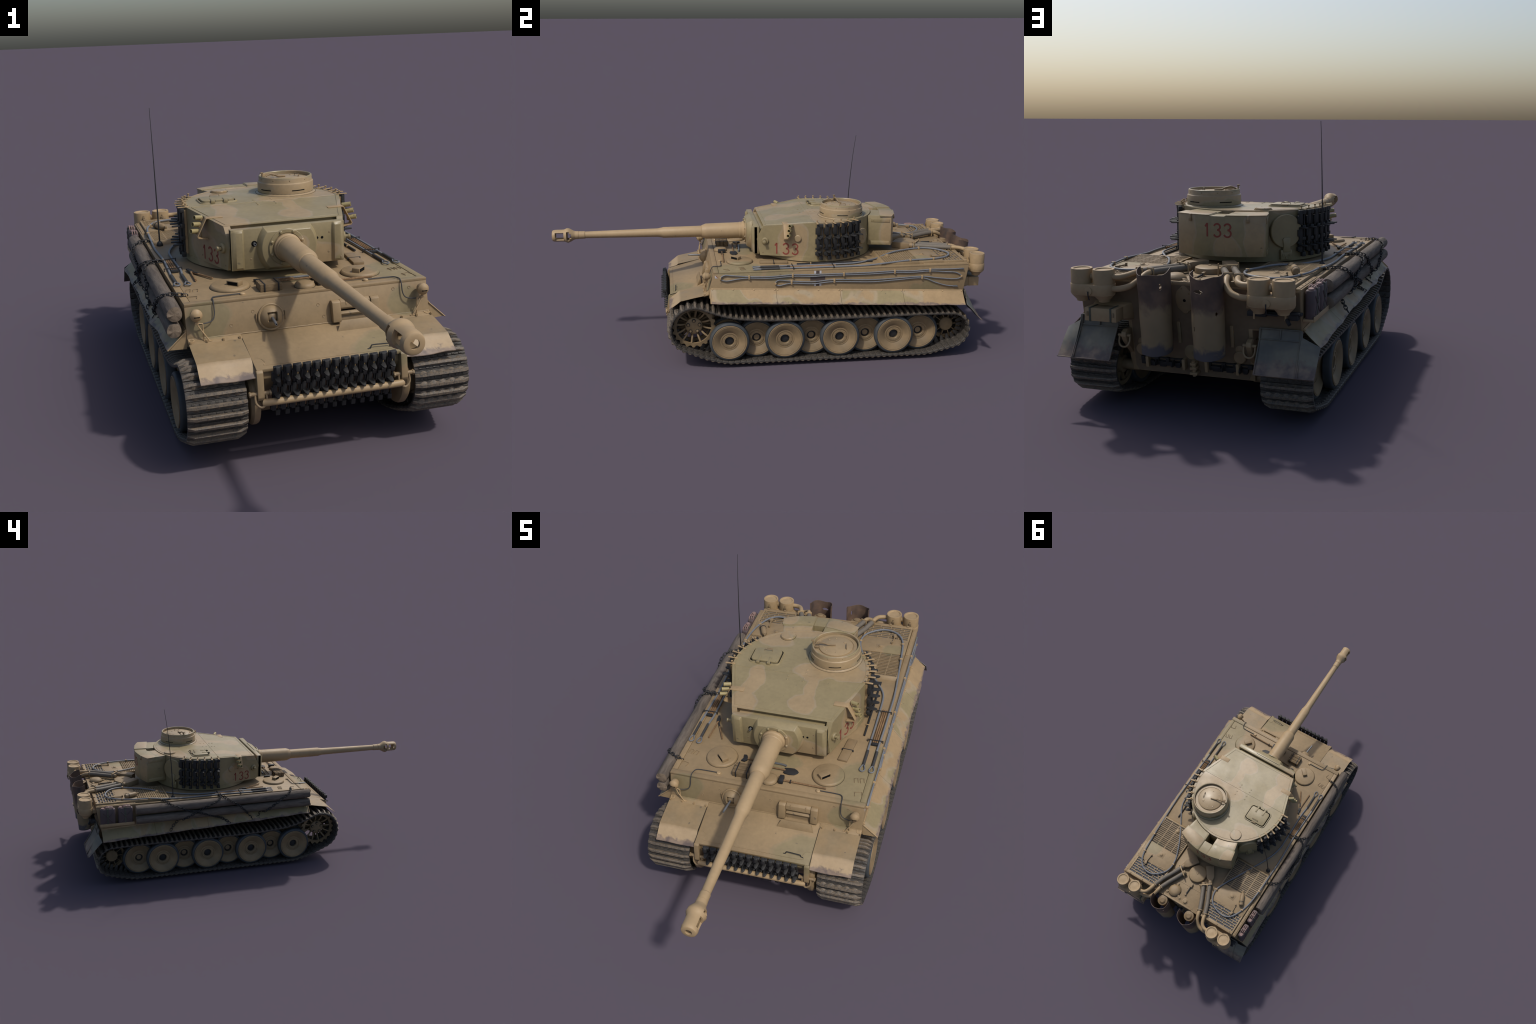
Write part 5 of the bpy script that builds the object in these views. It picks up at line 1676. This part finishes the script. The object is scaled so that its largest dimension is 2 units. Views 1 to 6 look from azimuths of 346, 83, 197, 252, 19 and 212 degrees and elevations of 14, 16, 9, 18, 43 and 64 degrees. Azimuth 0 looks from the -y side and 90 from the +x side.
# air cleaners, their hoses and intake ducts
for sd in SIDES:
    f = Part("air_cleaner", M_TAN)
    cx = [mx(sd, 0.2565), mx(sd, 0.3335)]
    cy = 0.950
    for x in cx:
        f.lathe([(0.0345, 0.420), (0.0345, 0.4720), (0.0335, 0.4752), (0.0310, 0.4758), (0.0265, 0.4745), (0.0245, 0.4715), (0.018, 0.4710), (0.010, 0.4722), (0, 0.4722)], (x, cy, 0), (0, 0, 1), 36)
        f.lathe([(0.0150, 0.3700), (0.0175, 0.3710), (0.0185, 0.3760), (0.0350, 0.3940), (0.0350, 0.4000)], (x, cy, 0), (0, 0, 1), 28)
        f.mat(M_TANDARK).box((x + 0.002, cy - 0.0345, 0.448), (0.006, 0.005, 0.034), 0, 0.001)
        f.box((x + 0.002, cy - 0.0375, 0.452), (0.010, 0.004, 0.012), 0, 0.001)
        f.mat(M_TAN)
    st = []
    for k in range(17):
        t = -pi / 2 + pi * k / 16
        st.append((max(cx) + 0.0365 * cos(t), cy + 0.0365 * sin(t)))
    for k in range(17):
        t = pi / 2 + pi * k / 16
        st.append((min(cx) + 0.0365 * cos(t), cy + 0.0365 * sin(t)))
    cen = (sum(cx) / 2, cy)
    inset = lambda q, k: (q[0] + (cx[0] - q[0] if abs(q[0] - cx[0]) < abs(q[0] - cx[1]) else cx[1] - q[0]) * k, q[1] + (cy - q[1]) * k)
    f.loft([[(*inset(q, 0.10), 0.3925) for q in st], [(*inset(q, 0.0), 0.3990) for q in st], [(*q, 0.4265) for q in st], [(*inset(q, 0.03), 0.4285) for q in st]], ang=60)
    f.cyl((cen[0] - sd * 0.004, cy + 0.034, 0.4085), (cen[0] - sd * 0.004, cy + 0.040, 0.4085), 0.0125, 20, 0.001)
    f.mat(M_DARK).tube(cr([(cen[0] - sd * 0.004, cy + 0.041, 0.408), (cen[0] - sd * 0.004, cy + 0.041, 0.395), (cen[0] - sd * 0.004, cy + 0.034, 0.38)], 3), 0.0018, 6)
    f.mat(M_TAN)
    f.cyl((cx[0] + 0.034 * sd, cy, 0.450), (cx[1] - 0.034 * sd, cy, 0.450), 0.011, 14)
    f.box((cen[0], 0.905, 0.405), (0.10, 0.03, 0.018), 0, 0.001)
    # metal elbows
    f.tube(cr([(mx(sd, 0.226), 0.950, 0.452), (mx(sd, 0.205), 0.948, 0.452), (mx(sd, 0.186), 0.935, 0.455), (mx(sd, 0.174), 0.908, 0.459), (mx(sd, 0.168), 0.882, 0.459)], 5), 0.0098, 12)
    f.tube(cr([(mx(sd, 0.228), 0.955, 0.414), (mx(sd, 0.198), 0.955, 0.416), (mx(sd, 0.168), 0.948, 0.425), (mx(sd, 0.146), 0.928, 0.442), (mx(sd, 0.136), 0.902, 0.456), (mx(sd, 0.131), 0.878, 0.459)], 5), 0.0098, 12)
    f.mat(M_HOSE)
    f.tube(cr([(mx(sd, 0.168), 0.884, 0.459), (mx(sd, 0.146), 0.825, 0.4575), (mx(sd, 0.116), 0.765, 0.4555), (mx(sd, 0.092), 0.712, 0.4540)], 6), 0.0112, 14)
    f.tube(cr([(mx(sd, 0.131), 0.880, 0.459), (mx(sd, 0.112), 0.835, 0.4575), (mx(sd, 0.088), 0.785, 0.4555), (mx(sd, 0.065), 0.738, 0.4540)], 6), 0.0112, 14)
    f.mat(M_HOLE).cyl((mx(sd, 0.0660), 0.740, 0.454), (mx(sd, 0.0645), 0.7372, 0.454), 0.0085, 14)
    f.mat(M_TANDARK)
    f.tube(cr([(mx(sd, 0.067), 0.742, 0.4540), (mx(sd, 0.062), 0.731, 0.4540)], 2), 0.0128, 14)
    f.tube(cr([(mx(sd, 0.094), 0.716, 0.4540), (mx(sd, 0.088), 0.702, 0.4540)], 2), 0.0125, 14)
    # rectangular intake duct running under the bin
    dv = Vector((-sd * 0.56, -0.83, 0)).normalized()
    pv = Vector((-dv.y, dv.x, 0))
    s0 = Vector((mx(sd, 0.089), 0.704, DECK))
    ringd = lambda o, w, z1: [o + pv * w + Vector((0, 0, 0.001)), o - pv * w + Vector((0, 0, 0.001)), o - pv * w + Vector((0, 0, z1)), o + pv * w + Vector((0, 0, z1))]
    f.loft([ringd(s0, 0.011, 0.0260), ringd(s0 + dv * 0.020, 0.0215, 0.0300), ringd(s0 + dv * 0.085, 0.0225, 0.0300)], 0.0015)
    # clamps
    f.mat(M_TAN)
    for (x, y) in ((0.168, 0.880), (0.131, 0.876)):
        f.box((mx(sd, x), y, 0.4575), (0.030, 0.0030, 0.032), -sd * 0.32, 0.0008)
    f.box((mx(sd, 0.0805), 0.738, 0.4695), (0.066, 0.006, 0.0035), -sd * 0.62, 0.0008)
    for (x, y) in ((0.1085, 0.719), (0.0530, 0.757)):
        f.cyl((mx(sd, x), y, DECK), (mx(sd, x), y, 0.4770), 0.0024, 8)
    f.obj(TANK, 32)

# exhausts: silencer pipe inside a scorched sheet shield
for sd in SIDES:
    exx = mx(sd, 0.0880)
    q = Part("exhaust_silencer", M_TANDARK)
    q.lathe([(0.029, 0.24), (0.029, 0.421), (0.026, 0.425), (0.024, 0.425), (0.024, 0.430), (0.028, 0.432), (0.028, 0.436), (0.019, 0.439), (0.017, 0.439), (0.017, 0.443), (0.012, 0.446), (0, 0.446)], (exx, 0.8385, 0), (0, 0.21, 1), 30)
    q.box((exx, 0.905, 0.42), (0.02, 0.05, 0.02), 0, 0.001)
    q.box((exx, 0.900, 0.27), (0.03, 0.06, 0.02), 0, 0.001)
    q.obj(HULL, 30)
    s_ = Part("exhaust_shield", M_SHIELD)
    NI, NJ = 90, 76
    holes = [(-0.012, 0.430, 0.016, 0.0058), (0.046, 0.361, 0.0046, 0.0060), (-0.034, 0.310, 0.003, 0.0075)] if sd < 0 else [(0.040, 0.435, 0.0042, 0.0105)]

    def sp_(i, j, r, sd=sd, exx=exx):
        a = radians(-14 + 208 * j / NJ)          # opens towards the hull
        e = abs(a - pi / 2) / (pi / 2)
        zt = 0.4700 + 0.013 * e ** 2 + 0.003 * sin(a * 4 + sd)
        zb = 0.2110 + 0.010 * e ** 2
        z = zb + (zt - zb) * i / NI
        k = i / NI
        w = 1 + 0.06 * mnoise.noise(Vector((cos(a) * 2, z * 14, sd * 3.0)))
        flare = 0.0515 + 0.0012 * k
        rr = (flare + r) * w
        return Vector((exx + rr * cos(a) * (1 - 0.04 * (1 - k)), 0.9430 + rr * sin(a) * (0.90 + 0.07 * k) - 0.018 * (1 - k), z))

    def op(i, j, sd=sd, exx=exx):
        v = sp_(i + 0.5, j + 0.5, 0)
        arcx = (radians(-14 + 208 * (j + 0.5) / NJ) - pi / 2) * -0.0515   # arc length, + towards +x
        return any(((arcx + hx_) / hw) ** 2 + ((v.z - hz_) / hh) ** 2 < 1 for hx_, hz_, hw, hh in holes)
    s_.shell(lambda i, j: sp_(i, j, 0.0), lambda i, j: sp_(i, j, -0.0018), NI, NJ, False, op)
    s_.obj(HULL, 50)

# stowage on the tail plate
p = Part("tail_tool_box", M_TAN)
y1 = 0.974
p.loft([[(x, y, z) for x, z in ((0.212, 0.311), (0.322, 0.311), (0.322, 0.353), (0.212, 0.353))] for y in (0.925, y1)], 0.0012)
p.loft([[(0.214, 0.926, 0.313), (0.320, 0.926, 0.313), (0.320, 0.926, 0.352), (0.214, 0.926, 0.352)], [(0.196, 0.884, 0.305), (0.330, 0.884, 0.305), (0.330, 0.884, 0.360), (0.196, 0.884, 0.360)]], 0.001)
p.mat(M_STRAP)
for x in (0.231, 0.303):
    p.box((x, 0.950, 0.332), (0.006, 0.0520, 0.0450), 0, 0.0006)
p.mat(M_TANDARK)
for x in (0.222, 0.312):
    p.box((x, y1 + 0.001, 0.334), (0.006, 0.004, 0.014), 0, 0.0006)
p.obj(HULL, 30)

p = Part("track_jack", M_DARK)
p.box((-0.292, 0.915, 0.3665), (0.165, 0.020, 0.008), 0, 0.0015)
p.box((-0.235, 0.918, 0.362), (0.060, 0.026, 0.016), 0, 0.002)
p.box((-0.350, 0.918, 0.360), (0.030, 0.026, 0.022), 0, 0.002)
p.tube(cr([(-0.222, 0.930, 0.372), (-0.260, 0.934, 0.366), (-0.300, 0.936, 0.364), (-0.318, 0.937, 0.371), (-0.372, 0.937, 0.371)], 4), 0.0038, 8)
p.cyl((-0.330, 0.93, 0.352), (-0.342, 0.94, 0.338), 0.006, 10)
p.mat(M_TAN)
for x in (-0.228, -0.327):
    p.box((x, 0.930, 0.357), (0.006, 0.006, 0.020), 0, 0.0008)
p.box((-0.215, 0.898, 0.395), (0.045, 0.006, 0.05), 0, 0.001)
p.obj(HULL, 30)

# ---------------------------------------------------------------- right flank stowage: logs, cans, chains
def log(z0, z1, r0, r1, x0, x1, seed):
    p = Part("log", M_LOG)
    n, m = 48, 26
    y0, y1 = -0.2830, 0.6950
    rings = []
    for i in range(n + 1):
        k = i / n
        y = y0 + (y1 - y0) * k
        r = r0 + (r1 - r0) * k
        cxx, czz = x0 + (x1 - x0) * k, z0 + (z1 - z0) * k
        e = 1.0 if 0 < i < n else 0.93
        ring = []
        for j in range(m):
            a = 2 * pi * j / m
            w = 1 + 0.05 * mnoise.noise(Vector((cos(a) * 1.6, sin(a) * 1.6, y * 5 + seed))) + 0.022 * mnoise.noise(Vector((cos(a) * 5, sin(a) * 5, y * 12 + seed)))
            ring.append((cxx + r * w * e * cos(a), y + (0.004 * mnoise.noise(Vector((cos(a) * 2, sin(a) * 2, seed))) if i == 0 else 0), czz + r * w * e * sin(a)))
        rings.append(ring)
    p.loft(rings, caps=False)
    p.mat(M_LOGEND)
    for ring, s in ((rings[0], -1), (rings[-1], 1)):
        c = sum((Vector(q) for q in ring), Vector()) / m
        mid_ = [c + (Vector(q) - c) * 0.55 + Vector((0, s * (0.003 + 0.002 * mnoise.noise(Vector(q) * 60)), 0)) for q in ring]
        cc = c + Vector((0, s * 0.0015, 0))
        V = [Vector(q) for q in ring] + mid_ + [cc]
        F = [(j, (j + 1) % m, m + (j + 1) % m, m + j) for j in range(m)] + [(m + j, m + (j + 1) % m, 2 * m) for j in range(m)]
        p.add(V, F)
    return p.obj(TANK, 50)


log(0.4185, 0.4125, 0.0235, 0.0250, -0.3965, -0.3935, 1.0)
log(0.3700, 0.3570, 0.0225, 0.0225, -0.4005, -0.3965, 9.0)

for y0 in (0.8035, 0.7110):              # jerrycans in a rack
    p = Part("jerrycan", M_CAN)
    ya, yb, za_, zb_ = y0, y0 + 0.079, 0.3450, 0.4330
    xo, xi = -0.4015, -0.3715
    p.loft([[(x, y, z) for x, y in rrect((xo + xi) / 2, (ya + yb) / 2, xi - xo, yb - ya, 0.010, 4)] for z in (za_, zb_ - 0.004)] +
           [[(x, y, zb_) for x, y in rrect((xo + xi) / 2, (ya + yb) / 2, (xi - xo) * 0.86, (yb - ya) * 0.94, 0.009, 4)]], 0.001, ang=45)
    # pressed X on the face
    for a, c in (((ya + 0.014, za_ + 0.014), (yb - 0.014, zb_ - 0.018)), ((ya + 0.014, zb_ - 0.018), (yb - 0.014, za_ + 0.014))):
        p.tube([(xo - 0.0004, a[0], a[1]), (xo - 0.0004, c[0], c[1])], 0.0024, 6)
    p.mat(M_CANTOP)
    for x in (xo + 0.006, (xo + xi) / 2, xi - 0.006):
        p.tube(cr([(x, ya + 0.012, zb_ - 0.002), (x, ya + 0.014, zb_ + 0.0065), (x, ya + 0.022, zb_ + 0.0085), (x, yb - 0.036, zb_ + 0.0085), (x, yb - 0.028, zb_ + 0.0065), (x, yb - 0.027, zb_ - 0.002)], 3), 0.0024, 6)
    p.box(((xo + xi) / 2, (ya + yb) / 2 - 0.006, zb_ + 0.0082), (0.022, 0.005, 0.003), 0, 0.001)
    p.lathe([(0.0095, -0.004), (0.0095, 0.004), (0.008, 0.006), (0, 0.006)], ((xo + xi) / 2 - 0.002, yb - 0.014, zb_), (0, 0.15, 1), 16)
    p.mat(M_STRAP).box(((xo + xi) / 2, (ya + yb) / 2 + 0.002, (za_ + zb_) / 2 + 0.001), (xi - xo + 0.0034, 0.0085, zb_ - za_ + 0.003), 0, 0.001)
    p.box((xo - 0.002, (ya + yb) / 2 + 0.002, 0.395), (0.004, 0.011, 0.010), 0, 0.001)
    p.obj(TANK, 35)
p = Part("jerrycan_rack", M_TAN)
p.span((-0.4030, -0.3670), (0.706, 0.886), (0.3370, 0.3455), 0.001)
p.span((-0.4035, -0.4010), (0.706, 0.886), (0.3370, 0.3530), 0.0005)
p.obj(HULL, 30)

# chain link shared mesh: local x long axis
lk = Part("chain_link", M_DARK)
LL, LW = 0.0096, 0.0056
lp_ = [(LL * (1 if cos(t) > 0 else -1) * 0.45 + LW * cos(t), LW * sin(t), 0) for t in [2 * pi * k / 14 + 0.01 for k in range(14)]]
lk.tube(lp_, 0.0017, 6, True)
LK = lk.obj(None, 60)


def outer_x(z):
    """silhouette of the stacked logs and the skirt below them, seen from the right"""
    best = -0.3700
    for cz, cxx, r in ((0.4165, -0.3955, 0.0262), (0.3650, -0.3990, 0.0250)):
        if abs(z - cz) < r:
            best = min(best, cxx - sqrt(r * r - (z - cz) ** 2))
    if z < 0.345:
        best = min(best, C - 0.3790 - (0.345 - z) * 0.95)
    if 0.372 < z < 0.412:
        best = min(best, -0.4135)
    return best - 0.0022


def chain(yz, start=None):
    pts = [(outer_x(z), y, z) for y, z in yz]
    if start:
        pts = start + pts
    dense = cr(pts, 24)
    fixed = []
    for v in dense:
        x = v.x
        if v.z < 0.440 and x < -0.37:
            x = min(x, outer_x(v.z))
        fixed.append(Vector((x, v.y, v.z)))
    acc, L = [0.0], 0.0
    for a, b2 in zip(fixed, fixed[1:]):
        L += (b2 - a).length
        acc.append(L)
    pitch = 0.0142
    n = int(L / pitch)
    parts = []

    def pos(s):
        for i in range(len(acc) - 1):
            if acc[i + 1] >= s:
                return fixed[i].lerp(fixed[i + 1], (s - acc[i]) / max(1e-9, acc[i + 1] - acc[i]))
        return fixed[-1]
    for k in range(n + 1):
        s = min(L, k * pitch)
        c = pos(s)
        t = (pos(min(L, s + 0.004)) - pos(max(0, s - 0.004))).normalized()
        x, y, _ = frame(t)
        Mx = Matrix(((t.x, x.x, y.x, c.x), (t.y, x.y, y.y, c.y), (t.z, x.z, y.z, c.z), (0, 0, 0, 1)))
        Mx = Mx @ Matrix.Rotation((pi / 2 if k % 2 else 0) + 0.75 + rng.uniform(-0.25, 0.25), 4, "X")
        parts.append(copy_of(LK, None, Mx))
    return parts


hookz = DECK + 0.006
chains = [
    chain([(0.500, 0.430), (0.455, 0.410), (0.410, 0.388), (0.355, 0.376), (0.275, 0.345), (0.225, 0.322), (0.178, 0.296)],
          [(-0.352, 0.548, hookz), (-0.372, 0.540, 0.4455), (-0.397, 0.525, 0.4445)]),
    chain([(0.255, 0.432), (0.300, 0.410), (0.350, 0.388), (0.412, 0.360), (0.465, 0.332), (0.500, 0.308), (0.520, 0.286)],
          [(-0.348, 0.225, hookz), (-0.372, 0.222, 0.4460), (-0.400, 0.235, 0.4440)]),
    chain([(0.185, 0.430), (0.140, 0.400), (0.104, 0.368), (0.072, 0.328), (0.056, 0.305)],
          [(-0.352, 0.232, hookz), (-0.375, 0.228, 0.4465), (-0.400, 0.210, 0.4450)]),
    chain([(-0.150, 0.434), (-0.115, 0.412), (-0.065, 0.376), (-0.005, 0.335), (0.024, 0.308)],
          [(-0.350, -0.186, hookz), (-0.370, -0.183, 0.4460), (-0.397, -0.170, 0.4450)]),
]
for parts in chains:
    head = bpy.data.objects.new("chain", None)
    bpy.context.scene.collection.objects.link(head)
    head.parent = TANK
    for q in parts:
        q.parent = head
bpy.data.objects.remove(LK)

# hooks that hold the chain ends
hk = Part("chain_hook", M_TAN)
for x, y in ((-0.352, 0.548), (-0.349, 0.228), (-0.350, -0.186)):
    hk.tube(cr([(x + 0.006, y - 0.006, DECK), (x + 0.004, y - 0.004, hookz + 0.003), (x - 0.004, y + 0.003, hookz + 0.003), (x - 0.007, y + 0.006, DECK)], 3), 0.0016, 6)
hk.obj(HULL, 40, "stuff")
